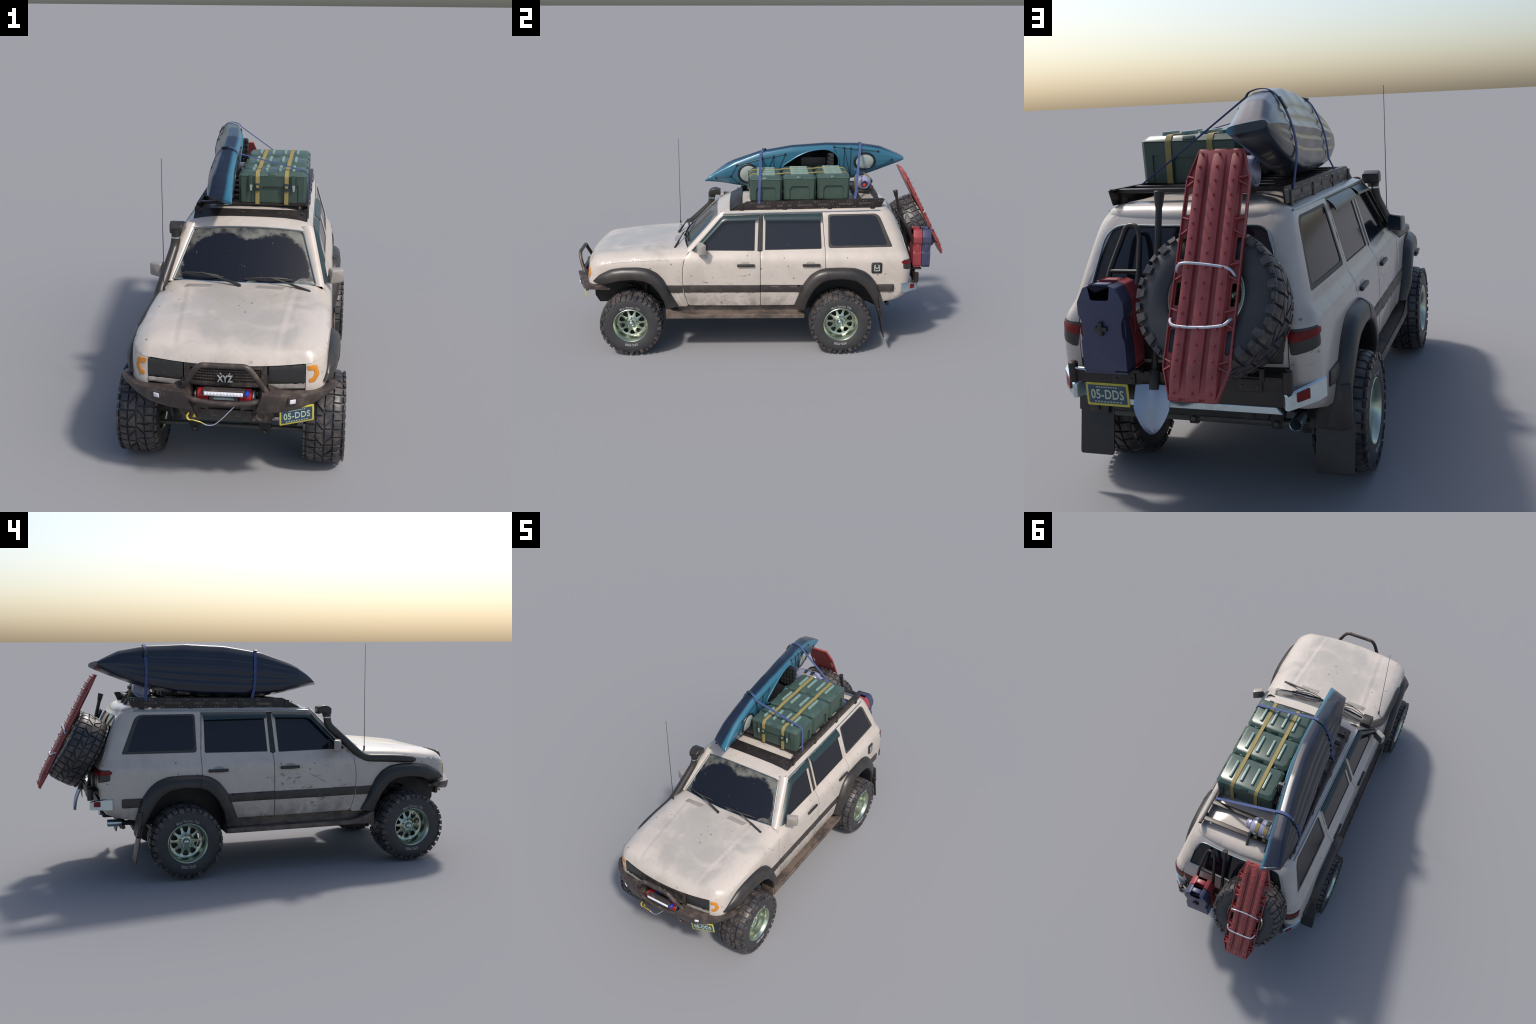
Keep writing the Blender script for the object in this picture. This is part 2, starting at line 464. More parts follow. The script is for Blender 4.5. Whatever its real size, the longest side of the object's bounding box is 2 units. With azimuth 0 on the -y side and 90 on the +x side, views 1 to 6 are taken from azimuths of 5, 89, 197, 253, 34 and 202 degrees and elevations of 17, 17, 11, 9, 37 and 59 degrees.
def ribbon(path, side, w, t):
    """flat webbing: path of points, side = direction of the width (one vector or per point)"""
    P = [np.array(p, float) for p in path]
    m = len(P)
    v, f = [], []
    for i in range(m):
        a, b = P[max(i - 1, 0)], P[min(i + 1, m - 1)]
        T = (b - a) / np.linalg.norm(b - a)
        s = np.array(side, float) if np.ndim(side) == 1 else np.array(side[i], float)
        s = s - T * (s @ T); s /= np.linalg.norm(s)
        n = np.cross(T, s)
        for cs, cn in ((-1, -1), (1, -1), (1, 1), (-1, 1)):
            v.append(P[i] + s * cs * w / 2 + n * cn * t / 2)
    for i in range(m - 1):
        for k in range(4):
            l = (k + 1) % 4
            f.append((4 * i + k, 4 * i + l, 4 * i + 4 + l, 4 * i + 4 + k))
    f.append((3, 2, 1, 0)); f.append((4 * m - 4, 4 * m - 3, 4 * m - 2, 4 * m - 1))
    return v, f


def loft(rows, closed=False, cap=False):
    """rows of equally many points -> quads; closed joins the ends of each row"""
    m, n = len(rows), len(rows[0])
    v = [p for r in rows for p in r]
    f = []
    for i in range(m - 1):
        for k in range(n if closed else n - 1):
            l = (k + 1) % n
            f.append((i * n + k, i * n + l, (i + 1) * n + l, (i + 1) * n + k))
    if cap:
        f.append(tuple(range(n - 1, -1, -1)))
        f.append(tuple((m - 1) * n + k for k in range(n)))
    return v, f


def lathe(prof, axis="x", n=48, c=(0, 0, 0)):
    """revolve (along, radius) pairs about an axis through c"""
    v, f = [], []
    m = len(prof)
    for k in range(n):
        a = 2 * PI * k / n
        for s, r in prof:
            q = (s, r * math.cos(a), r * math.sin(a))
            q = {"x": q, "y": (q[2], q[0], q[1]), "z": (q[1], q[2], q[0])}[axis]
            v.append((q[0] + c[0], q[1] + c[1], q[2] + c[2]))
    for k in range(n):
        l = (k + 1) % n
        for i in range(m - 1):
            f.append((k * m + i, k * m + i + 1, l * m + i + 1, l * m + i))
    return v, f


def prism(poly, depth, frame, bevel=0.0, seg=2):
    """extrude a 2D polygon by depth; frame = (origin, u axis, v axis); depth runs along u x v"""
    o, u, w = (np.array(a, float) for a in frame)
    u /= np.linalg.norm(u); w = w / np.linalg.norm(w)
    nn = np.cross(u, w)
    bm = bmesh.new()
    lo = [bm.verts.new(tuple(o + u * a + w * b)) for a, b in poly]
    hi = [bm.verts.new(tuple(o + u * a + w * b + nn * depth)) for a, b in poly]
    bm.faces.new(lo[::-1]); bm.faces.new(hi)
    k = len(poly)
    for i in range(k):
        j = (i + 1) % k
        bm.faces.new((lo[i], lo[j], hi[j], hi[i]))
    bmesh.ops.recalc_face_normals(bm, faces=bm.faces)
    if bevel:
        bmesh.ops.bevel(bm, geom=list(bm.edges), offset=bevel, segments=seg, profile=0.6, affect="EDGES")
    bm.verts.index_update()
    v = [p.co.copy() for p in bm.verts]
    f = [[q.index for q in p.verts] for p in bm.faces]
    bm.free()
    return v, f


def rounded(poly, r, n=5):
    """fillet every corner of a closed 2D polygon; r is one radius or one per corner"""
    P = [np.array(p, float) for p in poly]
    m = len(P)
    rs = r if hasattr(r, "__len__") else [r] * m
    out = []
    for i in range(m):
        a, b, c = P[i - 1], P[i], P[(i + 1) % m]
        u, w = a - b, c - b
        lu, lw = np.linalg.norm(u), np.linalg.norm(w)
        d = min(rs[i], lu * 0.49, lw * 0.49)
        if d < 1e-6:
            out.append(b); continue
        s, e = b + u / lu * d, b + w / lw * d
        for k in range(n + 1):
            t = k / n
            out.append((1 - t) ** 2 * s + 2 * t * (1 - t) * b + t * t * e)
    return np.array(out)


def resample(poly, h, closed=True):
    P = [np.array(p, float) for p in poly]
    out = []
    m = len(P)
    for i in range(m if closed else m - 1):
        a, b = P[i], P[(i + 1) % m]
        k = max(1, int(math.ceil(np.linalg.norm(b - a) / h)))
        out += [a + (b - a) * t / k for t in range(k)]
    if not closed:
        out.append(P[-1])
    return np.array(out)


def inside(pts, poly):
    x, y = pts[:, 0], pts[:, 1]
    r = np.zeros(len(pts), bool)
    m = len(poly)
    j = m - 1
    for i in range(m):
        xi, yi = poly[i]; xj, yj = poly[j]
        c = ((yi > y) != (yj > y)) & (x < (xj - xi) * (y - yi) / (yj - yi + 1e-15) + xi)
        r ^= c
        j = i
    return r


def panel(outline, fmap, out, h=0.014, rim=0.008, holes=(), lift=0.0, edge=0.0012):
    """sheet-metal panel: fill a 2D outline (with holes) by a fine triangulation, carry it onto the
    surface fmap(u, v), fold a rim inwards along every border; out = rough outward direction"""
    loops = [resample(outline, h)] + [resample(q, h) for q in holes]
    lo, hi = loops[0].min(0), loops[0].max(0)
    gx, gy = np.meshgrid(np.arange(lo[0] + h / 2, hi[0], h), np.arange(lo[1] + h / 2, hi[1], h * 0.87))
    gx = gx + (np.arange(gx.shape[0]) % 2)[:, None] * h / 2
    g = np.stack([gx.ravel(), gy.ravel()], 1)
    keep = inside(g, loops[0])
    for q in loops[1:]:
        keep &= ~inside(g, q)
    allb = np.concatenate(loops)
    g = g[keep]
    if len(g):
        dmin = np.min(np.linalg.norm(g[:, None, :] - allb[None, :, :], axis=2), axis=1)
        g = g[dmin > 0.5 * h]
    pts = np.concatenate([allb, g]) if len(g) else allb
    edges, s = [], 0
    for q in loops:
        k = len(q)
        edges += [(s + i, s + (i + 1) % k) for i in range(k)]
        s += k
    r = delaunay_2d_cdt([Vector(p) for p in pts], edges, [], 0, 1e-7)
    P2 = np.array([tuple(p) for p in r[0]])
    tri = np.array([t for t in r[2] if len(t) == 3])
    cen = P2[tri].mean(1)
    keep = inside(cen, loops[0])
    for q in loops[1:]:
        keep &= ~inside(cen, q)
    tri = tri[keep]
    used = np.unique(tri)
    remap = -np.ones(len(P2), int); remap[used] = np.arange(len(used))
    P2 = P2[used]; tri = remap[tri]
    e = 1e-4
    F = lambda a: np.array(fmap(a[:, 0], a[:, 1])).T
    V = F(P2)
    N = np.cross(F(P2 + (e, 0)) - F(P2 - (e, 0)), F(P2 + (0, e)) - F(P2 - (0, e)))
    N /= np.linalg.norm(N, axis=1)[:, None] + 1e-15
    o = np.array(out, float)
    flip = (N @ o).sum() < 0
    if flip:
        N = -N
    # triangle orientation
    a, b, c = V[tri[:, 0]], V[tri[:, 1]], V[tri[:, 2]]
    wrong = np.einsum("ij,ij->i", np.cross(b - a, c - a), N[tri[:, 0]]) < 0
    tri[wrong] = tri[wrong][:, ::-1]
    V = V + N * lift
    verts = [*V]
    faces = [tuple(t) for t in tri]
    if rim:
        count = {}
        for t in faces:
            for i in range(3):
                count[(t[i], t[(i + 1) % 3])] = 1
        border = [k for k in count if (k[1], k[0]) not in count]
        bi = {}
        for p in sorted({q for k in border for q in k}):
            # soft folded edge: the border dips a little, then the rim drops
            bi[p] = len(verts)
            verts.append(V[p] - N[p] * rim)
        for p in bi:
            verts[p] = V[p] - N[p] * edge
        faces += [(k[1], k[0], bi[k[0]], bi[k[1]]) for k in border]
    return verts, faces


def text_mesh(body, size, extrude=0.0, spacing=1.0, bold=0.0):
    cu = bpy.data.curves.new("lettering", "FONT")
    cu.body = body; cu.size = size; cu.extrude = extrude
    cu.align_x = "CENTER"; cu.align_y = "CENTER"
    cu.space_character = spacing
    cu.offset = bold * size * 1.5
    cu.resolution_u = 3
    o = bpy.data.objects.new("lettering", cu)
    bpy.context.scene.collection.objects.link(o)
    me = bpy.data.meshes.new_from_object(o.evaluated_get(bpy.context.evaluated_depsgraph_get()))
    v = [p.co.copy() for p in me.vertices]
    f = [tuple(p.vertices) for p in me.polygons]
    bpy.data.objects.remove(o); bpy.data.curves.remove(cu); bpy.data.meshes.remove(me)
    return v, f


def placed(vf, origin, u, w):
    """carry flat x,y,z geometry into a frame"""
    o, u, w = (np.array(a, float) for a in (origin, u, w))
    u /= np.linalg.norm(u); w = w - u * (w @ u); w /= np.linalg.norm(w)
    n = np.cross(u, w)
    return [o + u * p[0] + w * p[1] + n * p[2] for p in vf[0]], vf[1]


def flipx(vf):
    return [(-p[0], p[1], p[2]) for p in vf[0]], [tuple(reversed(q)) for q in vf[1]]


def curve1(xs, ys, sigma=0.0):
    """smooth 1D profile through control points"""
    xs, ys = np.array(xs, float), np.array(ys, float)
    g = np.linspace(xs[0], xs[-1], 801)
    v = np.interp(g, xs, ys)
    if sigma:
        st = g[1] - g[0]
        k = np.exp(-0.5 * (np.arange(-int(4 * sigma / st), int(4 * sigma / st) + 1) * st / sigma) ** 2)
        k /= k.sum()
        pad = len(k) // 2
        left = v[0] - (v[1] - v[0]) * np.arange(pad, 0, -1)
        right = v[-1] + (v[-1] - v[-2]) * np.arange(1, pad + 1)
        v = np.convolve(np.concatenate([left, v, right]), k, "valid")
    return lambda q: np.interp(q, g, v)

# ------------------------------------------------------------------ body surfaces
# half width of the body by height (rocker, flank, belt shelf, tumblehome, gutter)
W_OF_Z = curve1([.14, .20, .25, .30, .36, .42, .47, .495, .512, .530, .557, .711, .733, .76],
                [.312, .321, .328, .333, .3355, .335, .332, .328, .317, .306, .298, .254, .242, .226], 0.005)
REAR_OF_Z = curve1([.24, .28, .306, .38, .44, .50, .53, .566, .61, .682, .707, .735, .76],
                   [.64, .715, .736, .749, .752, .744, .730, .718, .702, .672, .657, .636, .60], 0.010)
FRONT_OF_Z = curve1([.24, .30, .36, .40, .45, .50, .55], [-.885, -.905, -.921, -.917, -.913, -.895, -.86], 0.01)
RC, FC = 0.056, 0.080            # plan radius of the rear and front corners
SHOULDER = curve1([-.96, -.94, -.91, -.85, -.75, -.60, -.40, -.36], [.444, .447, .453, .468, .484, .494, .500, .500], 0.012)


def half_width(y, z):
    y = np.asarray(y, float)
    return (W_OF_Z(z) - 0.012 * (np.clip(-0.55 - y, 0, 1) / 0.29) ** 2
            - 0.006 * (np.clip(y - 0.30, 0, 1) / 0.36) ** 2)


def rear_y(x, z):
    xe = half_width(REAR_OF_Z(z) - RC, z) - RC
    return REAR_OF_Z(z) + 0.012 * (1 - np.clip(np.abs(x) / xe, 0, 1) ** 2)


def front_y(x, z):
    xe = half_width(FRONT_OF_Z(z) + FC, z) - FC
    return FRONT_OF_Z(z) - 0.026 * (1 - np.clip(np.abs(x) / xe, 0, 1) ** 2)


def flank(s, z):
    """body side: s is y along the flank and runs on round the front and rear corners"""
    s, z = np.broadcast_arrays(np.asarray(s, float), np.asarray(z, float))
    yr = REAR_OF_Z(z) - RC
    xr = half_width(yr, z)
    yf = FRONT_OF_Z(z) + FC
    xf = half_width(yf, z)
    x, y = half_width(s, z), s.copy()
    a = np.clip((s - yr) / RC, 0, PI / 2)
    k = s > yr
    x = np.where(k, xr - RC + RC * np.cos(a), x)
    y = np.where(k, yr + RC * np.sin(a), y)
    k2 = s > yr + RC * PI / 2
    x2 = xr - RC - (s - yr - RC * PI / 2)
    x = np.where(k2, x2, x); y = np.where(k2, rear_y(x2, z), y)
    b = np.clip((yf - s) / FC, 0, PI / 2)
    k = s < yf
    x = np.where(k, xf - FC + FC * np.cos(b), x)
    y = np.where(k, yf - FC * np.sin(b), y)
    k2 = s < yf - FC * PI / 2
    x2 = xf - FC - (yf - FC * PI / 2 - s)
    x = np.where(k2, x2, x); y = np.where(k2, front_y(x2, z), y)
    return x, y, z


def s_rear(x, z):
    """flank coordinate of the rear face at half width x"""
    yr = REAR_OF_Z(z) - RC
    return yr + RC * PI / 2 + half_width(yr, z) - RC - x


def s_front(x, z):
    yf = FRONT_OF_Z(z) + FC
    return yf - FC * PI / 2 - (half_width(yf, z) - FC - x)


CROWN = curve1([-.97, -.94, -.85, -.73, -.60, -.40, -.30], [.488, .494, .511, .528, .542, .554, .558], 0.02)
S_SIDE = curve1([0, .006, .013, .022, .036, .044, .060, .090, .133, .25, .5], [1, .86, .70, .54, .43, .33, .24, .14, .07, 0, 0], 0.002)
S_FRONT = curve1([0, .006, .013, .025, .04, .08, .2, 1], [1, .72, .48, .24, .11, .02, 0, 0], 0.002)


def hood(x, y):
    x = np.asarray(x, float); y = np.asarray(y, float)
    zs = SHOULDER(y)
    xw = half_width(np.maximum(y, -.84), zs)
    q1 = np.abs(x) - (xw - FC)
    yf = FRONT_OF_Z(zs) - 0.026 * (1 - np.clip(np.abs(x) / 0.242, 0, 1) ** 2)
    q2 = yf + FC - y
    d = FC - np.hypot(np.maximum(q1, 0), np.maximum(q2, 0)) - np.minimum(np.maximum(q1, q2), 0)
    d = np.clip(d, 0, 1)
    w = 0.5 + 0.5 * np.tanh((q2 - q1) / 0.04)
    drop = S_FRONT(d) * w + S_SIDE(d) * (1 - w)
    z = CROWN(y) - (CROWN(y) - zs) * drop
    # two pressed creases that run down the bonnet
    xc = 0.187 + (y + 0.54) * 0.075
    e = (np.abs(x) - xc)
    fade = np.clip((y + 0.93) / 0.05, 0, 1) * np.clip((-0.44 - y) / 0.05, 0, 1)
    z = z + fade * (0.0022 * np.exp(-(e / 0.006) ** 2) - 0.0022 * np.exp(-((e - 0.013) / 0.008) ** 2))
    return x, y, z


ROOF_C = curve1([-.30, -.25, -.18, -.10, .10, .40, .56, .62, .68], [.716, .728, .748, .757, .765, .769, .767, .764, .758], 0.02)
S_ROOF = curve1([0, .01, .02, .03, .06, .11, .18, .25], [1, .88, .77, .66, .38, .14, .03, 0], 0.004)
S_TAIL = curve1([0, .006, .014, .03, .06, .11, .18, .25], [1, .74, .54, .33, .16, .06, .01, 0], 0.004)
R_OUT = 0.242


def roof_edge(y):
    """height of the roof border"""
    return np.interp(y, [-.26, -.20, .586, .63, .67], [.7105, .7205, .7335, .732, .722])


def top_line(s):
    """height of the upper border of the flank, carried on round the rear corner"""
    return np.interp(s, [-.26, -.20, .586, .61, .70, .90], [.7105, .7205, .7335, .7335, .7275, .7235])


def roof_rim(n=160):
    s = np.linspace(-.222, float(s_rear(0.0, .7235)), n)
    x, y, z = flank(s, top_line(s))
    return np.stack([x, y, z], 1)


RIM = roof_rim()


def roof(x, y):
    """crowned sheet that rolls over into the border line of the flanks and the tailgate"""
    x, y = np.broadcast_arrays(np.asarray(x, float), np.asarray(y, float))
    p = np.stack([np.abs(x).ravel(), y.ravel()], 1)
    a, b = RIM[:-1], RIM[1:]
    e = (b - a)[:, :2]
    L2 = (e ** 2).sum(1)
    t = np.clip(((p[:, None, :] - a[None, :, :2]) * e[None]).sum(2) / L2[None], 0, 1)
    q = a[None, :, :2] + t[..., None] * e[None]
    D = np.linalg.norm(p[:, None, :] - q, axis=2)
    k = D.argmin(1)
    r = np.arange(len(p))
    d = D[r, k]
    ze = a[k, 2] + t[r, k] * (b[k, 2] - a[k, 2])
    d, ze = d.reshape(x.shape), ze.reshape(x.shape)
    w = np.clip((y - .54) / .09, 0, 1)
    w = w * w * (3 - 2 * w)
    z = ROOF_C(y) - (ROOF_C(y) - ze) * (S_ROOF(d) * (1 - w) + S_TAIL(d) * w)
    front = np.clip((-0.17 - y) / 0.08, 0, 1)
    front = front * front * (3 - 2 * front)
    z = z * (1 - front) + front * (0.7215 + (y + 0.25) * 0.33 - 0.013 * (x / 0.212) ** 2)
    return x, y, z


def windscreen(a, b):
    """a = -1..1 across, b = 0..1 from the cowl up to the header"""
    a = np.asarray(a, float); b = np.asarray(b, float)
    xh = 0.271 + (0.213 - 0.271) * b
    bow = 1 - a ** 2
    y = (-0.397 + 0.155 * b) - bow * (0.031 - 0.020 * b)
    z = (0.547 + 0.161 * b) + bow * (0.006 + 0.007 * b)
    return a * xh, y, z


def on_flank(lift=0.0):
    return flank


# ------------------------------------------------------------------ car body
def mirror_both(name, make, mat, parent, angle=35):
    """make() gives the +x piece; the -x one is its mirror image"""
    vf = make()
    a = part(name, *vf, mat, parent, angle)
    b = part(name, *flipx(vf), mat, parent, angle)
    return a, b


FRONT_DOOR = [(-.379, .539), (-.404, .514), (-.416, .487), (-.423, .43), (-.4225, .369), (-.416, .315), (-.398, .2525),
              (-.0285, .2505), (-.0285, .533), (-.041, .536), (-.033, .7135), (-.213, .7105)]
FRONT_HOLE = [(-.362, .5395), (-.207, .698), (-.050, .703), (-.055, .5365)]
REAR_DOOR = [(-.0255, .2505), (.160, .2505), (.205, .33), (.25, .395), (.306, .425), (.3065, .45), (.304, .535), (.289, .7175),
             (-.011, .7145), (-.0145, .537), (-.0255, .533)]
REAR_HOLE = [(-.003, .540), (.001, .701), (.281, .704), (.2875, .545)]
QUARTER_HOLE = [(.3225, .556), (.320, .7145), (.580, .717), (.652, .552), (.33, .5485)]
QUARTER_GLASS = [(.333, .560), (.329, .706), (.566, .7105), (.626, .562)]
ARCH_F = [(-.885, .384), (-.845, .422), (-.789, .449), (-.732, .459), (-.652, .461), (-.597, .454), (-.552, .431),
          (-.521, .397), (-.502, .359), (-.476, .300), (-.450, .252)]
ARCH_F_IN = [(-.822, .366), (-.79, .382), (-.745, .395), (-.676, .401), (-.615, .394), (-.577, .373), (-.545, .332),
             (-.522, .286), (-.512, .240)]
ARCH_R = [(.148, .252), (.171, .315), (.195, .372), (.231, .419), (.271, .444), (.312, .453), (.393, .455), (.458, .452),
          (.507, .435), (.540, .409), (.575, .362), (.594, .310), (.605, .265), (.610, .205)]
ARCH_R_IN = [(.205, .226), (.216, .285), (.247, .345), (.287, .384), (.328, .398), (.392, .402), (.458, .391), (.499, .364),
             (.534, .314), (.562, .259), (.588, .190)]


def inset(poly, d):
    """shift a polygon's corners towards the inside by d"""
    P = np.array(poly, float)
    area = 0.5 * sum(P[i - 1][0] * P[i][1] - P[i][0] * P[i - 1][1] for i in range(len(P)))
    out = []
    for i in range(len(P)):
        a, b, c = P[i - 1], P[i], P[(i + 1) % len(P)]
        u = (b - a) / np.linalg.norm(b - a); w = (c - b) / np.linalg.norm(c - b)
        n1, n2 = np.array((-u[1], u[0])), np.array((-w[1], w[0]))
        n = n1 + n2
        n = n / (n @ n) * 2 if n @ n > 0.4 else n1
        out.append(b + n * d * (1 if area > 0 else -1))
    return np.array(out)


def build_body(car):
    side = (1, 0, 0.1)
    body = add("body", bpy.data.meshes.new("body"), car)   # frame parent filled below
    # --- doors with their window openings
    for outline, hole, rr, hr in ((FRONT_DOOR, FRONT_HOLE, [.012, .012, .012, .02, .02, .02, .012, .006, .002, .002, .012, .02], [.004, .03, .006, .004]),
                                  (REAR_DOOR, REAR_HOLE, [.006, .01, .01, .01, .004, .004, .006, .008, .008, .002, .002], [.004, .006, .010, .008])):
        hole_r = rounded(hole, hr)
        for sg in (1, -1):
            vf = panel(rounded(outline, rr), flank, side, 0.012, 0.009, [hole_r])
            door = part("door", *(vf if sg > 0 else flipx(vf)), "paint", car)
            gl = panel(rounded(inset(hole, -0.006), .004), flank, side, 0.02, 0.0, lift=-0.0045)
            part("window_glass", *(gl if sg > 0 else flipx(gl)), "glass", door)
            ring = panel(rounded(inset(hole, -0.005), .006), flank, side, 0.02, 0.0, [rounded(inset(hole, 0.003), .006)], lift=-0.0032)
            part("window_seal", *(ring if sg > 0 else flipx(ring)), "seal", door)
            # pull handle: dished plate and bar
            yc = -0.100 if outline is FRONT_DOOR else 0.234
            s = Soup()
            plate = panel(rounded([(yc - .03, .458), (yc + .022, .458), (yc + .018, .486), (yc - .024, .486)], .012), flank, side, 0.01, 0.004, lift=0.002)
            s.put(plate, "dirtpaint")
            x = float(half_width(yc, .469))
            s.put(box((x + 0.0055, yc, .469), (.012, .091, .0135), .006, seg=4), "trim")
            m = s.mesh("door_handle")
            if sg < 0:
                m.transform(Matrix.Scale(-1, 4, (1, 0, 0))); m.flip_normals()
            add("door_handle", m, door)
    # --- quarter panels wrapping round to the tailgate
    def quarter():
        zz = np.linspace(.7215, .295, 22)
        rearedge = [(float(s_rear(.262 - .075 * max(0, (z - .54) / .18) ** 1.0, z)), z) for z in zz]
        top = [(.3115, .428), (.3090, .45), (.3065, .535), (.2915, .7265)]
        top += [(s, float(top_line(s)) - .001) for s in np.linspace(.294, rearedge[0][0], 30)]
        low = [(.70, .288), (.655, .276), (.60, .266), (.575, .30), (.545, .355), (.505, .40), (.45, .425), (.38, .43)]
        return panel(top + rearedge + low, flank, (1, .2, .1), 0.012, 0.009, [rounded(QUARTER_HOLE, [.014, .014, .03, .01, .01])])
    mirror_both("quarter_panel", quarter, "paint", car)
    mirror_both("window_seal", lambda: panel(rounded(inset(QUARTER_HOLE, -.004), [.014, .014, .03, .01, .01]), flank, side, .016, 0, [rounded(QUARTER_GLASS, [.018, .016, .03, .014])], lift=-0.0028), "seal", car)
    mirror_both("window_glass", lambda: panel(rounded(inset(QUARTER_GLASS, -.004), [.018, .016, .03, .014]), flank, side, .016, 0, lift=-0.0042), "glass", car)
    mirror_both("door_pillar", lambda: panel([(-.0385, .537), (-.031, .714), (-.0125, .714), (-.0165, .537)], flank, side, .016, .004, lift=-0.002), "trim", car)
    mirror_both("window_sail", lambda: panel([(-.368, .5375), (-.300, .5375), (-.300, .586), (-.322, .586)], flank, side, .012, .003, lift=-0.001), "trim", car)
    # --- front wings
    def wing():
        ss = np.linspace(-.414, float(s_front(.2565, .452)), 40)
        top = []
        for s in ss:
            z = 0.49
            for _ in range(4):
                z = float(SHOULDER(flank(s, z)[1]))
            top.append((s, z - 0.0008))
        front = [(float(s_front(.2565, z)), z) for z in np.linspace(.444, .362, 8)]
        low = [(-.885, .352), (-.84, .375), (-.80, .41), (-.73, .435), (-.65, .44), (-.60, .43), (-.565, .41), (-.535, .37), (-.50, .30), (-.475, .245), (-.412, .245)]
        rear = [(-.4005, .2525), (-.4185, .315), (-.425, .369), (-.4255, .43), (-.4185, .487), (-.4065, .516), (-.383, .539), (-.398, .540), (-.413, .513)]
        return panel(top + front + low + rear, flank, (1, -.3, .1), 0.012, 0.009)
    mirror_both("front_wing", wing, "paint", car)
    # --- bonnet
    rim = []
    for s in np.linspace(-.402, float(s_front(.0, .447)), 60):
        z = 0.49
        for _ in range(4):
            z = float(SHOULDER(flank(s, z)[1]))
        x, y, _ = flank(s, z)
        rim.append((float(x), float(y)))
    half = [(float(x), float(-.3985 - .034 * (1 - (x / .271) ** 2))) for x in np.linspace(0.0, .271, 12)] + [(.29, -.398)] + rim[:-1]
    outline = half + [(0.0, rim[-1][1])] + [(-x, y) for x, y in reversed(half[1:])]
    part("bonnet", *panel(outline, hood, (0, -.2, 1), 0.012, 0.012, edge=0.0), "paint", car, 50)
    # --- roof with drip rails
    side_pts = [(float(p[0]), float(p[1])) for p in RIM[:-1]]
    fr = [(0, -.2525), (.08, -.251), (.15, -.2485), (.213, -.2455), (.236, -.236)]
    outline = fr + side_pts + [(0, float(RIM[-1][1]))] + [(-x, y) for x, y in reversed(side_pts)] + [(-x, y) for x, y in reversed(fr[1:])]
    part("roof", *panel(outline, roof, (0, 0, 1), 0.014, 0.010, edge=0.0), "paint", car, 50)
    for sg in (1, -1):
        path = [(sg * float(half_width(y, z) + .0012), y, z) for y, z in zip(np.linspace(-.215, .588, 24), np.linspace(.7180, .7325, 24))]
        part("drip_rail", *tube(path, .0028, 8), "trimchrome", car)
    # --- windscreen, its trim and the pillars beside it
    ga = [(a, b) for a, b in rounded([(-.985, .01), (.985, .01), (.985, .985), (-.985, .985)], [.02, .02, .09, .09], 6)]
    part("windscreen", *panel(ga, windscreen, (0, -1, .7), 0.04, 0.006, lift=-0.002), "wglass", car, 60)
    edge = rounded([(-1, -.01), (1, -.01), (1, .995), (-1, .995)], [.02, .02, .09, .09], 8)
    edge = resample(edge, .04)
    part("windscreen_trim", *tube([np.array(windscreen(a, b)) + (0, -.001, .0015) for a, b in edge], .0020, 8, closed=True), "trimchrome", car)
    rows = []
    for b in np.linspace(-.04, 1.09, 16):
        p = np.array([float(q) for q in windscreen(1.0, b)])
        z = .540 + .170 * b
        ys = -.395 + .158 * b
        q = np.array([float(c) for c in flank(ys + .004, z)])
        r = np.array([float(c) for c in flank(ys + .022, z)])
        mid = p * .5 + q * .5 + np.array((.004, -.006, .003))
        c1 = np.array([q[0] - .003, q[1] - .006, q[2]])
        rows.append([p + (-.004, .004, -.004), p, mid, c1, q, r])
    mirror_both("windscreen_pillar", lambda: loft(rows), "paint", car, 60)
    # --- tailgate
    tail_map = lambda x, z: (x, rear_y(x, z), z)
    win = [(-.236, .566), (.236, .566), (.205, .708), (-.205, .708)]
    gate = [(-.260, .40), (.260, .40), (.260, .545)] + [(x, float(top_line(s_rear(abs(x), .7235))) - .0012) for x in np.linspace(.185, -.185, 13)] + [(-.260, .545)]
    def grow(poly, d):
        return rounded(inset(poly, -d), [.012, .012, .045, .045], 7)
    part("tailgate", *panel(gate, tail_map, (0, 1, .2), .014, .008, [grow(win, 0)]), "paint", car)
    part("rear_window", *panel(grow(win, .004), tail_map, (0, 1, .3), .02, 0, lift=-.005), "glass", car)
    ring = resample(grow(win, .001), .02)
    part("rear_window_trim", *tube([np.array([float(c) for c in tail_map(a, b)]) + (0, .0005, 0) for a, b in ring], .0020, 8, closed=True), "trimchrome", car)
    part("lower_tailgate", *panel([(-.258, .315), (.258, .315), (.258, .398), (-.258, .398)], tail_map, (0, 1, 0), .02, .006, lift=-.006), "black", car)
    part("tailgate_garnish", *panel(rounded([(-.248, .408), (.248, .408), (.258, .487), (-.258, .487)], .004), tail_map, (0, 1, 0), .02, .004, lift=.0012), "trim", car)
    # --- tail lamps: smoked bezel on the quarter, red upper lens
    def lamp(x0, z0, x1, z1, lift):
        return lambda: panel(rounded([(float(s_rear(x0, .46)) - .083, z0 + .004), (float(s_rear(x1, .46)), z0 - .012), (float(s_rear(x1, .46)), z1 - .003), (float(s_rear(x0, .46)) - .085, z1)], .008), flank, (1, 1, 0), .008, .003, lift=lift)
    mirror_both("tail_lamp", lamp(.262, .440, .262, .490, .0015), "trim", car)
    mirror_both("tail_lamp_lens", lamp(.270, .4680, .2640, .4845, .0030), "red_lens", car)
    for sg in (1, -1):
        poly = rounded([(.175 * sg, .458), (.256 * sg, .458), (.256 * sg, .482), (.175 * sg, .482)], .004)
        part("tail_lamp_lens", *panel(poly, tail_map, (0, 1, 0), .01, .002, lift=.003), "red_lens", car)
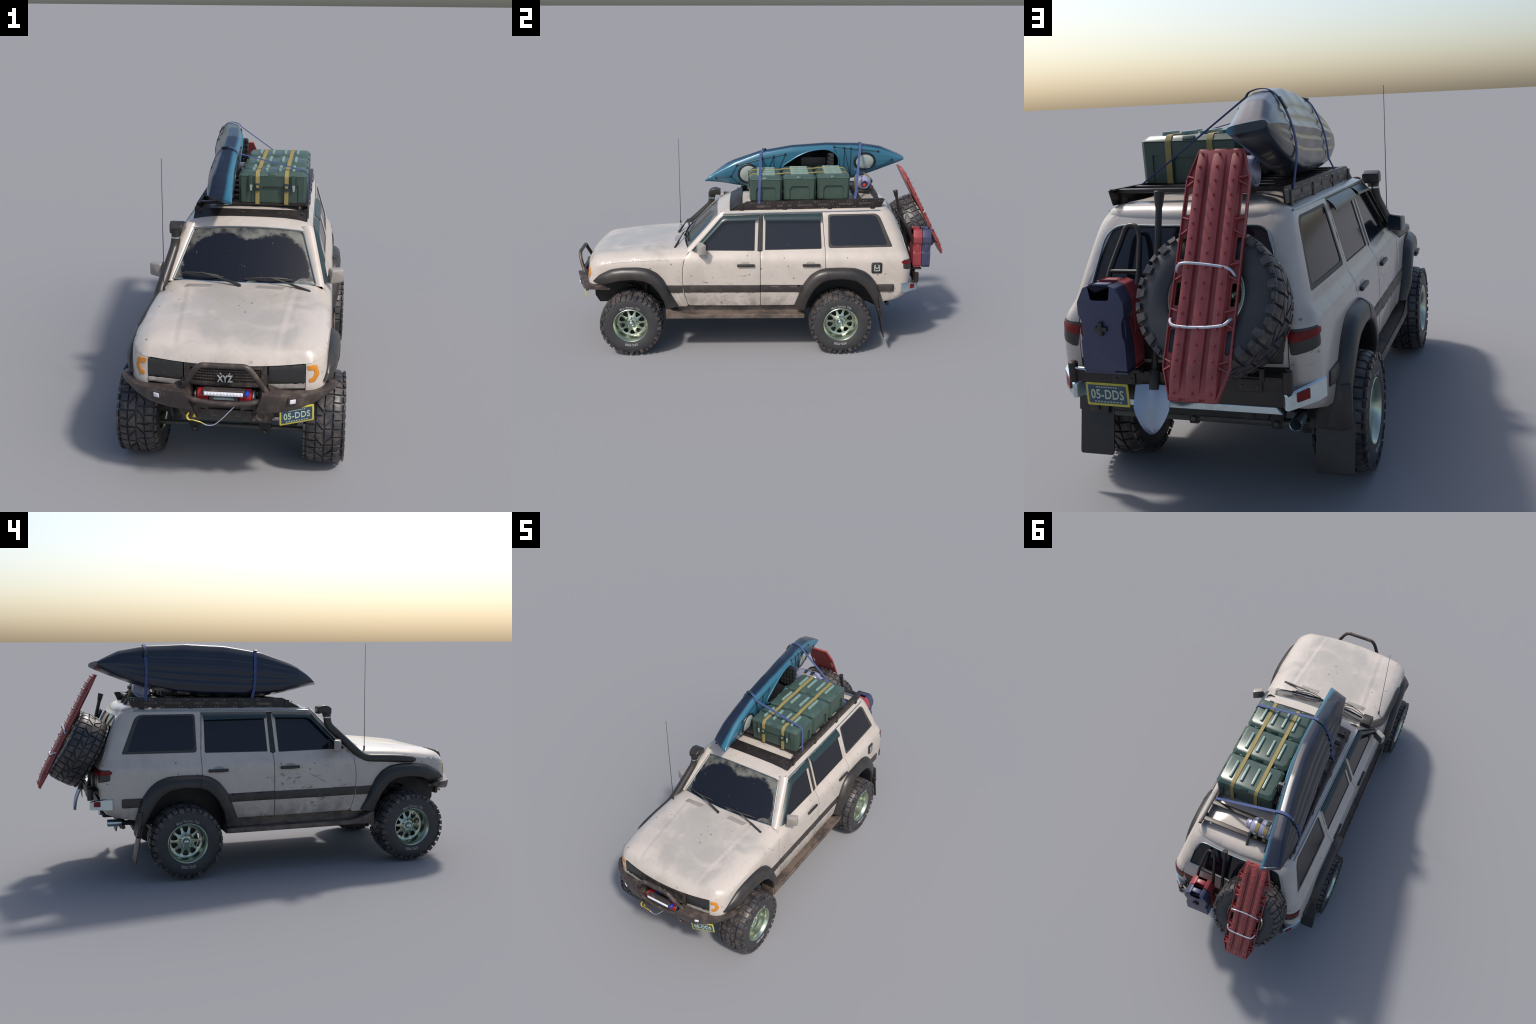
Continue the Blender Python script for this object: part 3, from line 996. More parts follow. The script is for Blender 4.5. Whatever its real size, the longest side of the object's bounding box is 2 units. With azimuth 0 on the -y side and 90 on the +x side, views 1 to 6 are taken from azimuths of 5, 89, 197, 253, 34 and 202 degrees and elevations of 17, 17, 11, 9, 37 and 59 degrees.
    # --- mouldings along the flanks
    for a, b in ((-.508, -.4250), (-.4205, -.0285), (-.0255, .195)):
        mirror_both("side_moulding", lambda: panel(rounded([(a, .3255), (b, .3245), (b, .363), (a, .3645)], .002), flank, side, .012, .006, lift=.005, edge=.003), "stripe", car)
    mirror_both("side_moulding", lambda: panel(rounded([(.585, .3255), (.660, .325), (.660, .3635), (.575, .3635)], [.002, .006, .006, .002]), flank, side, .010, .010, lift=.009, edge=.004), "stripe", car)
    # --- fuel flap badge on the right, with a small crest of straight strokes
    s = Soup()
    s.put(panel(rounded([(.541, .423), (.596, .423), (.596, .479), (.541, .479)], .010), flank, side, .008, .008, lift=.006, edge=.003), "trim")
    s.add("fuel_flap", car)
    def strokes(lines, w):
        out = Soup()
        for (a, b), (c, d) in lines:
            L = math.hypot(c - a, d - b)
            e = np.array((-(d - b), c - a)) / L * w / 2
            out.put(panel([(a + e[0], b + e[1]), (c + e[0], d + e[1]), (c - e[0], d - e[1]), (a - e[0], b - e[1])], flank, side, .01, .001, lift=.0075, edge=0), "emblem")
        return out
    c = (.5685, .4505)
    L = [((-.012, -.015), (-.012, .012)), ((.012, -.015), (.012, .012)), ((-.012, .010), (0, -.003)), ((0, -.003), (.012, .010)), ((-.012, -.013), (.012, -.013)), ((-.013, .012), (-.006, .017)), ((.013, .012), (.006, .017))]
    strokes([((c[0] + a, c[1] + b), (c[0] + d, c[1] + e)) for (a, b), (d, e) in L], .005).add("badge_emblem", car)
    # --- window deflectors
    def deflector(top, low):
        n = 26
        T = resample(top, .01, False); Lw = resample(low, .01, False)
        g = lambda P: np.stack([np.interp(np.linspace(0, 1, n), np.linspace(0, 1, len(P)), P[:, i]) for i in (0, 1)], 1)
        T, Lw = g(T), g(Lw)
        rows = []
        for k in range(7):
            t = k / 6
            P = T * (1 - t) + Lw * t
            lift = .0015 + .0135 * math.sin(min(1, t * 1.15) * PI / 2)
            x, y, z = flank(P[:, 0], P[:, 1])
            rows.append([(a + lift, b, c) for a, b, c in zip(x, y, z)])
        rows.append([(a - .003, b, c + .001) for a, b, c in rows[-1]])
        for k in (3, 0):
            rows.append([(a - .003, b, c) for a, b, c in rows[k]])
        return loft(rows)
    mirror_both("window_deflector", lambda: deflector([(-.376, .541), (-.318, .600), (-.224, .703), (-.21, .7085), (-.036, .7135)], [(-.352, .541), (-.299, .594), (-.215, .680), (-.20, .685), (-.040, .690)]), "visor", car)
    mirror_both("window_deflector", lambda: deflector([(-.010, .7145), (.288, .719)], [(-.003, .688), (.284, .688)]), "visor", car)
    # --- dark shell just behind the outer panels
    s = Soup()
    zz = np.linspace(.295, .722, 20)
    for sg in (1, -1):
        rows = []
        for z in zz:
            lo_s = .60 if z < .455 else (-.385 + max(0, z - .54) * .93)
            ss = np.linspace(lo_s, float(s_rear(0.0, z)), 40)
            x, y, _ = flank(ss, np.full(40, z))
            sc = (x - .011) / np.maximum(x, .02)
            rows.append([(sg * max(a - .012, 0), min(b, float(rear_y(0, z)) - .014), z) for a, b in zip(x, y)])
        s.put(loft(rows), "black")
    s.put(panel([(-.23, -.235), (.23, -.235), (.23, .60), (-.23, .60)], lambda a, b: (a, b, roof(a, b)[2] - .013), (0, 0, 1), .04, 0), "black")
    s.put(box((0, -.66, .40), (.22, .44, .14), .02), "black")
    s.put(box((0, -.86, .42), (.48, .06, .05), .01), "black")
    s.put(box((0, -.155, .30), (.60, .62, .10), .01), "black")
    s.put(box((0, .40, .34), (.20, .60, .14), .01), "black")
    s.put(box((0, .66, .34), (.52, .14, .09), .02), "black")
    me = s.mesh("body")
    old = body.data
    body.data = me
    bpy.data.meshes.remove(old)
    body.name = "inner_body"

    # --- wheel arch flares and liners
    def flare(outer, inner, amp, ends):
        n = 44
        g = lambda P: np.stack([curve1(np.linspace(0, 1, len(P)), P[:, i], .012)(np.linspace(0, 1, n)) for i in (0, 1)], 1)
        O, I = g(resample(outer, .008, False)), g(resample(inner, .008, False))
        rows = []
        for i in range(n):
            t = i / (n - 1)
            k = amp * np.interp(t, [0, .12, .85, 1], ends)
            row = []
            for w, h in ((0, -.003), (.0, .004), (.05, .012), (.14, .62 * k), (.30, .90 * k), (.52, k), (.78, 1.04 * k), (.94, 1.0 * k), (1.0, .90 * k), (1.0, .5 * k), (.99, -.03), (.985, -.06)):
                p = O[i] * (1 - w) + I[i] * w
                x, y, z = flank(p[0], p[1])
                yb, zb = p
                if y > -.84:
                    row.append((float(x) + h, yb, zb))
                else:
                    row.append((float(x) + h * .8, float(y) - h * .35, zb))
            rows.append(row)
        return loft(rows)
    mirror_both("wheel_arch_flare", lambda: flare(ARCH_F, ARCH_F_IN, .034, [.40, .85, 1, .75]), "trim", car, 60)
    mirror_both("wheel_arch_flare", lambda: flare(ARCH_R, ARCH_R_IN, .034, [.75, 1, 1, .9]), "trim", car, 60)
    vf = flare(ARCH_R, ARCH_R_IN, .034, [.75, 1, 1, .9])
    rowsf = [vf[0][k:k + 12] for k in range(0, len(vf[0]), 12)]
    best = min(rowsf, key=lambda r: abs(r[4][1] - .312))
    mirror_both("flare_seam", lambda: tube(best[1:10], .0013, 6), "black", car)
    for yc, zc, ry, rz, a0, a1, xi in ((-.668, .20, .185, .235, -.05, 2.35, .195), (.388, .20, .195, .235, .05, PI + .1, .235)):
        def liner():
            aa = np.linspace(a0, a1, 26)
            rows = [[(xi, yc + .02 * math.cos(a), zc + .10 + .02 * math.sin(a)) for a in aa]]
            for x in (xi, xi * .6 + .13, .22, .28, .318):
                rows.append([(x, yc + ry * math.cos(a), zc + rz * math.sin(a)) for a in aa])
            return loft(rows)
        mirror_both("wheel_well", liner, "black", car, 60)
    for sg in (1, -1):
        inner = [(-.902, .262), (-.880, .225), (-.80, .225), (-.74, .29), (-.60, .29), (-.60, .435), (-.855, .435), (-.868, .355), (-.902, .330)]
        part("inner_wing", *prism(inner, .008, ((sg * .185 - .004, 0, 0), (0, 1, 0), (0, 0, 1)), .002), "black", car)
    # --- mud flaps
    for sg in (1, -1):
        poly = rounded([(-.049, 0), (.049, 0), (.049, .165), (-.049, .165)], [.008, .008, .015, .015])
        part("mud_flap", *prism(poly, .005, ((sg * .3245, .6155, .084), (1, 0, 0), (0, -.20, 1)), .0015), "trim", car)
        hang = [(sg * a, y, z) for a, y, z in ((.282, .588, .30), (.370, .600, .30), (.370, .612, .205), (.330, .612, .190), (.282, .606, .196))]
        poly = [(.280, .31), (.368, .31), (.371, .205), (.345, .193), (.285, .197)]
        part("mud_guard", *prism([(sg * a, b - .19) for a, b in poly], .014, ((0, .607, .19), (1, 0, 0), (0, -.12, 1)), .003), "trim", car)
    # --- side steps
    for sg in (1, -1):
        s = Soup()
        prof = [(.270, .248), (.300, .248), (.301, .226), (.304, .2075), (.344, .2045), (.3495, .2085), (.3535, .206), (.3535, .190), (.349, .186), (.270, .186)]
        rows = []
        for y in np.linspace(-.500, .194, 30):
            k = max(0, (-.40 - y) / .10) ** 1.6
            lift = .036 * k
            rows.append([(sg * a, y, b + (lift if .200 < b < .24 and a > .303 else 0)) for a, b in prof])
        rows.append([(sg * a, .200, b) for a, b in [(.270, .244), (.297, .244), (.299, .222), (.302, .2065), (.343, .2035), (.347, .206), (.351, .203), (.351, .191), (.347, .188), (.270, .188)]])
        s.put(loft(rows, closed=True, cap=True), "step")
        s.put(box((sg * .317, -.507, .215), (.068, .014, .058), .003, taper=(1, 1)), "step")
        s.add("side_step", car, 30)


def build_front(car):
    fm = lambda x, z: (x, front_y(x, z), z)
    for sg in (1, -1):
        o = [(sg * .138, .3915), (sg * .2545, .391), (sg * .2545, .4505), (sg * .138, .4465)]
        part("headlamp", *panel(rounded(o, .004), fm, (0, -1, 0), .012, .012, lift=.002, edge=.002), "dark_lens", car)
        o = [(sg * .138, .3735), (sg * .2545, .3725), (sg * .2545, .3885), (sg * .138, .389)]
        part("headlamp_filler", *panel(rounded(o, .004), fm, (0, -1, 0), .012, .012, lift=.004, edge=.003), "dirtpaint", car)
    # indicator: an amber C round the corner of the wing
    def amber():
        a = float(s_front(.262, .42))
        c = [(a + .002, .447), (a + .034, .448), (a + .042, .415), (a + .022, .391), (a + .003, .391), (a + .004, .404), (a + .014, .407), (a + .023, .418), (a + .022, .431), (a + .003, .431)]
        return panel(rounded(c, .004), flank, (.7, -.7, 0), .008, .003, lift=.0022)
    mirror_both("indicator_lamp", amber, "amber", car)
    # grille: frame, slats and mesh behind
    s = Soup()
    out = [(-.134, .377), (.134, .377), (.134, .4475), (-.134, .4475)]
    hole = [(-.112, .390), (.112, .390), (.116, .437), (-.116, .437)]
    s.put(panel(rounded(out, .004), fm, (0, -1, 0), .014, .014, [rounded(hole, .008)], lift=.002, edge=.002), "grille")
    s.put(panel(hole, fm, (0, -1, 0), .03, 0, lift=-.007), "black")
    for k in range(1, 5):
        z = .390 + .0094 * k
        s.put(panel([(-.114, z - .0016), (.114, z - .0016), (.114, z + .0016), (-.114, z + .0016)], fm, (0, -1, 0), .02, .006, lift=-.002), "grille")
    for k in range(25):
        x = -.108 + .009 * k
        s.put(panel([(x - .0010, .391), (x + .0010, .391), (x + .0010, .436), (x - .0010, .436)], fm, (0, -1, 0), .02, .004, lift=-.004), "grille")
    s.add("grille", car)
    s = Soup()
    y = float(front_y(0, .41)) - .0045
    t = text_mesh("XYZ", .031, .0012, 1.0, .022)
    s.put(placed([[(p[0] * .80, p[1] * 1.05, p[2]) for p in t[0]], t[1]], (0, y, .404), (1, 0, 0), (0, 0, 1)), "emblem")
    for sg in (1, -1):
        s.put(box((sg * .014, y, .4225), (.0075, .0024, .0028), 0, (0, -sg * .9, 0)), "emblem")
    s.add("grille_emblem", car)
    # --- bull bar: folded wings, hoop, cross tube, lower plates
    def wing():
        top = [(.124, -.998, .377), (.160, -.987, .373), (.213, -.966, .367), (.265, -.944, .364), (.300, -.925, .364), (.332, -.895, .366), (.3540, -.866, .368), (.3580, -.850, .366), (.3545, -.816, .360)]
        bot = [(.100, -.972, .306), (.150, -.970, .305), (.205, -.958, .309), (.260, -.938, .318), (.295, -.918, .330), (.328, -.888, .341), (.3490, -.861, .347), (.3535, -.846, .347), (.3520, -.816, .346)]
        shelf = [(.110, -.915), (.150, -.910), (.200, -.900), (.245, -.890), (.275, -.872), (.295, -.855), (.310, -.835), (.320, -.825), (.330, -.815)]
        T, B, H = spline(top, 4), spline(bot, 4), spline(shelf, 4)
        rows = []
        for i in range(len(T)):
            t, b = np.array(T[i]), np.array(B[i])
            d = np.array((-t[0] * .10, 1.0, 0)); d /= np.linalg.norm(d)
            inn = np.array((H[i][0], H[i][1], t[2] + .001))
            rows.append([b + d * .02, b + d * .002, b, b * .8 + t * .2 + np.array((0, -.004, 0)), t * .93 + b * .07 + np.array((0, -.002, 0)), t, t + d * .003 + np.array((0, 0, .001)), inn, inn + np.array((0, 0, -.012)), b + d * .025 + np.array((0, 0, .01))])
        return loft(rows, closed=True, cap=True)
    mirror_both("bumper_wing", wing, "bumper", car)
    path = fillet([(-.146, -.955, .352), (-.094, -.989, .447), (-.074, -.991, .470), (.074, -.991, .470), (.094, -.989, .447), (.146, -.955, .352)], .03, 8)
    part("bumper_hoop", *tube(path, .0092, 14), "bumper", car)
    for sg in (1, -1):
        part("bumper_gusset", *prism([(0, 0), (.055, 0), (0, .042)], .005, ((sg * .146, -.952, .362), (sg * .75, .65, 0), (-sg * .25, -.2, 1)), .001), "bumper", car)
    path = spline([(-.125, -.975, .352), (-.09, -.985, .345), (-.045, -.990, .341), (0, -.991, .340), (.045, -.990, .341), (.09, -.985, .345), (.125, -.975, .352)], 5)
    part("bumper_cross_tube", *tube(path, .0085, 12), "bumper", car)
    s = Soup()
    s.put(box((0, -.888, .279), (.315, .03, .062), .003), "bumper")
    s.put(box((0, -.915, .318), (.27, .05, .012), .003), "bumper")
    s.put(box((0, -.905, .264), (.172, .014, .026), .005), "bumper")
    s.put(box((0, -.880, .236), (.295, .02, .024), .003), "axle")
    for sg in (1, -1):
        s.put(prism([(-.022, 0), (.030, 0), (.040, .05), (.006, .05)], .014 * sg, ((sg * .108, -.948, .268), (sg, 0, 0), (0, 0, 1)), .002), "bumper")
        s.put(prism([(0, 0), (.035, .008), (.035, .03), (0, .045)], .006 * sg, ((sg * .052, -.955, .302), (sg, 0, 0), (0, 0, 1)), .001), "bumper")
        ring = [(sg * .118 + .014 * math.cos(a), -.962, .288 + .014 * math.sin(a)) for a in np.linspace(0, 2 * PI, 20, endpoint=False)]
        s.put(tube(ring, .0045, 8, closed=True), "bumper")
        s.put(box((sg * .12, -.90, .325), (.03, .10, .03), .004), "bumper")
    s.add("bumper_lower_plate", car)
    # light bar and its brackets
    s = Soup()
    s.put(box((0, -.974, .3735), (.134, .026, .019), .004, seg=3), "bumper")
    s.put(box((0, -.9885, .3720), (.124, .004, .0125), .0015), "white_lens")
    for sg in (1, -1):
        s.put(box((sg * .039, -.979, .352), (.013, .012, .030), .002), "bumper")
    for k in range(12):
        s.put(lathe([(-.002, .0001), (-.0015, .0030), (0, .0042)], "y", 10, (-.0575 + .01045 * k, -.9900, .3720)), "white_lens")
    s.add("light_bar", car)
    # winch
    s = Soup()
    L = lambda a, b, r, m, c=.004: s.put(lathe([(a, 0.0001), (a, r - c), (a + c, r), (b - c, r), (b, r - c), (b, .0001)], "x", 28, (0, -.952, .351)), m)
    L(-.088, -.046, .0225, "winch_red"); L(.046, .088, .0225, "winch_red"); L(.088, .100, .020, "cap"); L(-.098, -.088, .013, "cap")
    L(-.046, -.041, .026, "bolt_blue"); L(.041, .046, .026, "bolt_blue"); L(-.041, .041, .016, "chrome", .001)
    for k in range(20):
        L(-.040 + .004 * k, -.0365 + .004 * k, .0175, "chrome", .001)
    s.put(lathe([(-.012, .0001), (-.010, .006), (-.004, .009), (.004, .008), (.010, .009)], "y", 16, (.073, -.974, .369)), "bolt_blue")
    s.add("winch", car)
    # fog lamps
    for sg in (1, -1):
        s = Soup()
        rot = (0.12, 0, sg * .42)
        s.put(box((sg * .213, -.958, .351), (.030, .026, .026), .005, rot), "bumper")
        d = Euler(rot).to_matrix() @ Vector((0, -.0135, -.001))
        s.put(box((sg * .213 + d.x, -.958 + d.y, .351 + d.z), (.020, .004, .015), .002, rot), "white_lens")
        s.add("fog_lamp", car)
    # tow hook and winch cable
    s = Soup()
    hook = spline([(-.112, -.978, .296), (-.118, -.984, .286), (-.112, -.988, .277), (-.100, -.988, .276), (-.088, -.986, .272), (-.076, -.984, .268), (-.066, -.982, .262)], 5)
    s.put(tube(hook, [.0022 + .0016 * math.sin(PI * min(1, i / 14)) for i in range(len(hook))], 10), "yellow")
    s.put(prism([(-.006, 0), (.006, 0), (0, .012)], .004, ((-.094, -.985, .286), (1, 0, 0), (0, 0, 1)), .001), "yellow")
    s.add("tow_hook", car)
    part("winch_cable", *tube(spline([(-.066, -.982, .262), (-.052, -.983, .257), (-.030, -.986, .262), (-.005, -.989, .285), (.015, -.990, .308), (.035, -.988, .330)], 8), .0018, 8), "cable", car)


def number_plate(car, corners, face):
    """corners: top left, top right, bottom left as seen by a reader; face = outward"""
    tl, tr, bl = (np.array(c, float) for c in corners)
    u, w = tr - tl, tl - bl
    W, H = np.linalg.norm(u), np.linalg.norm(w)
    c = (tr + bl) / 2
    un, wn = u / W, w / H
    s = Soup()
    o = rounded([(-W / 2, -H / 2), (W / 2, -H / 2), (W / 2, H / 2), (-W / 2, H / 2)], .004)
    n = np.cross(un, wn)
    s.put(prism(o, .003, (c - n * .0015, un, wn), .0006), "plate_edge")
    i = rounded([(-W / 2 + .006, -H / 2 + .006), (W / 2 - .006, -H / 2 + .006), (W / 2 - .006, H / 2 - .006), (-W / 2 + .006, H / 2 - .006)], .003)
    s.put(prism(i, .0006, (c + n * .0014, un, wn)), "plate")
    t = text_mesh("05-DDS", .030, .0004, 1.05, .012)
    xs = [p[0] for p in t[0]]
    k = (W - .026) / (max(xs) - min(xs))
    t = ([(p[0] * k, p[1] * 1.08, p[2]) for p in t[0]], t[1])
    s.put(placed(t, c + n * .0024 - wn * .001, un, wn), "plate_text")
    for row, wd in ((H / 2 - .0105, .5), (-H / 2 + .0105, .66)):
        m = 9
        for q in range(m):
            x = -W * wd / 2 + W * wd * (q + .5) / m
            s.put(box((0, 0, 0), (.0001, .0001, .0001)), "plate_text") if False else None
            b = placed(box((0, 0, 0), (W * wd / m * .6, .0028, .0006)), c + n * .0023 + un * x + wn * row, un, wn)
            s.put(b, "plate_text")
    return s.add("number_plate", car)
# ------------------------------------------------------------------ wheels (axis = x, outside = +x, centre at origin)
TR, TW = 0.1625, 0.069          # tyre radius, half width


def crown(w):
    """tread radius across the width, w = -1..1"""
    return TR - 0.0045 * w * w - 0.0085 * max(0, abs(w) - .75) / .25


def wheel_meshes():
    tyre = Soup()
    half = [(.060, .0845), (.065, .088), (.0690, .100), (.0705, .116), (.0690, .132), (.0655, .143), (.060, .1495), (.030, .1545), (0, .156)]
    prof = [(-a, b) for a, b in half] + [(a, b) for a, b in reversed(half[:-1])]
    prof = [tuple(p) for p in spline(prof, 3)]
    tyre.put(lathe(prof, "x", 72), "rubber")
    rnd = random.Random(3)
    N = 34
    wmap = .064
    def block(poly, top=1.0, j=.012):
        """poly in (around 0..1 of a pitch, across -1..1)"""
        v, f = [], []
        c = np.mean(poly, axis=0)
        m = len(poly)
        for lev in (0, 1, 2):
            for u, w in poly:
                k = (1.03, 1.0, .93)[lev]
                uu, ww = c[0] + (u - c[0]) * k, c[1] + (w - c[1]) * k
                a = 2 * PI * (uu) / N
                R = (.1525 if lev == 0 else crown(ww) * top - (.0016 if lev == 1 else 0))
                if lev == 0:
                    R = min(R, crown(ww) - .010)
                v.append((ww * wmap, R * math.cos(a), R * math.sin(a)))
        a = 2 * PI * c[0] / N
        R = crown(c[1]) * top
        v.append((c[1] * wmap, R * math.cos(a), R * math.sin(a)))
        for lev in (0, 1):
            for i in range(m):
                j2 = (i + 1) % m
                f.append((lev * m + i, lev * m + j2, (lev + 1) * m + j2, (lev + 1) * m + i))
        for i in range(m):
            f.append((2 * m + i, 2 * m + (i + 1) % m, 3 * m))
        return v, f
    for k in range(N):
        for sg in (1, -1):
            ph = k + (0.5 if sg < 0 else 0)
            jit = lambda: rnd.uniform(-.025, .025)
            q = lambda pts: [(ph + u + jit(), sg * w + jit() * .5) for u, w in pts]
            # shoulder lug, alternately long and short, wrapping over the edge
            e = 1.08 if k % 2 else .97
            sh = q([(.08, .47), (.50, .50), (.90, .47), (.93, .80), (.90, e), (.16, e), (.10, .80)])
            tyre.put(block(sh), "tread")
            # centre: each cell is cut by a diagonal into two wedges, the cell pairs up every second pitch
            if k % 2 == 0:
                tyre.put(block(q([(.10, .04), (1.52, .03), (.60, .41), (.08, .42)])), "tread")
                tyre.put(block(q([(1.76, .06), (1.92, .10), (1.90, .42), (.90, .42)])), "tread")
            # side biter on the sidewall
            v, f = [], []
            a0, a1 = ph + .10, ph + (.86 if k % 2 else .78)
            for lev, x in ((0, .0630), (1, .0695)):
                for a, r in ((a0, .1565), (a1, .1565), (a1 - .08, .138 if k % 2 else .146), (a0 + .10, .138 if k % 2 else .146)):
                    t = 2 * PI * a / N
                    xx = x if r > .15 else x + .0025
                    v.append((sg * xx, r * math.cos(t), r * math.sin(t)))
            f = [(0, 1, 2, 3), (7, 6, 5, 4)] + [(i, (i + 1) % 4, 4 + (i + 1) % 4, 4 + i) for i in range(4)]
            tyre.put((v, f), "tread")
    # raised white lettering on the outer wall
    for body, ang, size, flip in (("Mud-Terrain T/A", PI / 2, .0148, False), ("BFG-9000", -PI / 2, .0150, False)):
        t = text_mesh(body, size, .0006, 1.04, .012)
        v = []
        for p in t[0]:
            R = .1005 + p[1] * 1.15 if ang > 0 else .1045 + p[1] * 1.15
            a = ang - p[0] / .102
            x = float(np.interp(R, [.088, .100, .116, .132], [.0655, .0694, .0707, .0692])) + p[2]
            v.append((x + .0004, R * math.cos(a), R * math.sin(a)))
        tyre.put((v, t[1]), "tyre_text")
    tyre_mesh = tyre.mesh("tyre", 40)
    # rim: stepped barrel, ten-spoke face, cap and nuts
    rim = Soup()
    prof = [(-.062, .088), (-.064, .084), (-.060, .078), (.012, .0725), (.024, .0735), (.050, .0770), (.056, .0785), (.061, .0815), (.0655, .0845), (.0685, .0872), (.0668, .0895), (.063, .0885)]
    rim.put(lathe(prof, "x", 60), "rim")
    face = [(.0745 * math.cos(a), .0745 * math.sin(a)) for a in np.linspace(0, 2 * PI, 60, endpoint=False)]
    holes = []
    for k in range(10):
        a = PI / 2 + 2 * PI * k / 10
        loc = [(.0635, -.0140), (.0665, 0), (.0635, .0140), (.050, .0115), (.0385, .0030), (.0385, -.0030), (.050, -.0115)]
        pts = rounded([(r * math.cos(a) - t * math.sin(a), r * math.sin(a) + t * math.cos(a)) for r, t in loc], .006, 3)
        holes.append(pts)
    def dish(u, v):
        r = np.hypot(u, v)
        return np.interp(r, [0, .024, .032, .045, .060, .068, .075], [.028, .028, .0205, .0165, .0130, .0145, .0175]), u, v
    rim.put(panel(face, dish, (1, 0, 0), .006, .011, holes, edge=.001), "rim")
    for k in range(5):
        a = PI / 2 + 2 * PI * k / 5
        rim.put(lathe([(.018, .0052), (.032, .0050), (.034, .0035), (.0345, .0001)], "x", 10, (0, .0255 * math.cos(a), .0255 * math.sin(a))), "cap")
    rim.put(lathe([(.020, .0165), (.032, .0160), (.038, .0135), (.042, .0085), (.0435, .0001)], "x", 24), "cap")
    rim_mesh = rim.mesh("rim", 40)
    brake = Soup()
    brake.put(lathe([(-.026, .0001), (-.026, .062), (-.014, .062), (-.014, .0001)], "x", 36), "axle")
    brake.put(lathe([(-.05, .0001), (-.05, .035), (-.006, .033), (-.006, .0001)], "x", 24), "black")
    return tyre_mesh, rim_mesh, brake.mesh("brake_disc", 40)


def build_wheels(car):
    tyre, rim, brake = wheel_meshes()
    def put(name, loc, rot):
        e = bpy.data.objects.new(name, None)
        e.empty_display_size = .05
        bpy.context.scene.collection.objects.link(e)
        e.parent = car
        e.matrix_parent_inverse = Matrix.Translation(-car.location)
        e.location = loc
        e.rotation_euler = rot
        for nm, me in (("tyre", tyre), ("rim", rim), ("brake_disc", brake)):
            if name == "spare_wheel" and nm == "brake_disc":
                continue
            o = bpy.data.objects.new(nm, me)
            bpy.context.scene.collection.objects.link(o)
            o.parent = e
    for y in (-.693, .386):
        put("wheel", (.3195, y, TR), (0, 0, 0))
        put("wheel", (-.3195, y, TR), (0, 0, PI))
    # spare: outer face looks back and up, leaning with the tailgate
    d = Vector((0, .866, .5))
    z = Vector((0, -.5, .866))
    R = Matrix((d, z.cross(d), z)).transposed()
    put("spare_wheel", (-.124, .822, .563), (R @ Matrix.Rotation(PI, 3, "Z")).to_euler())


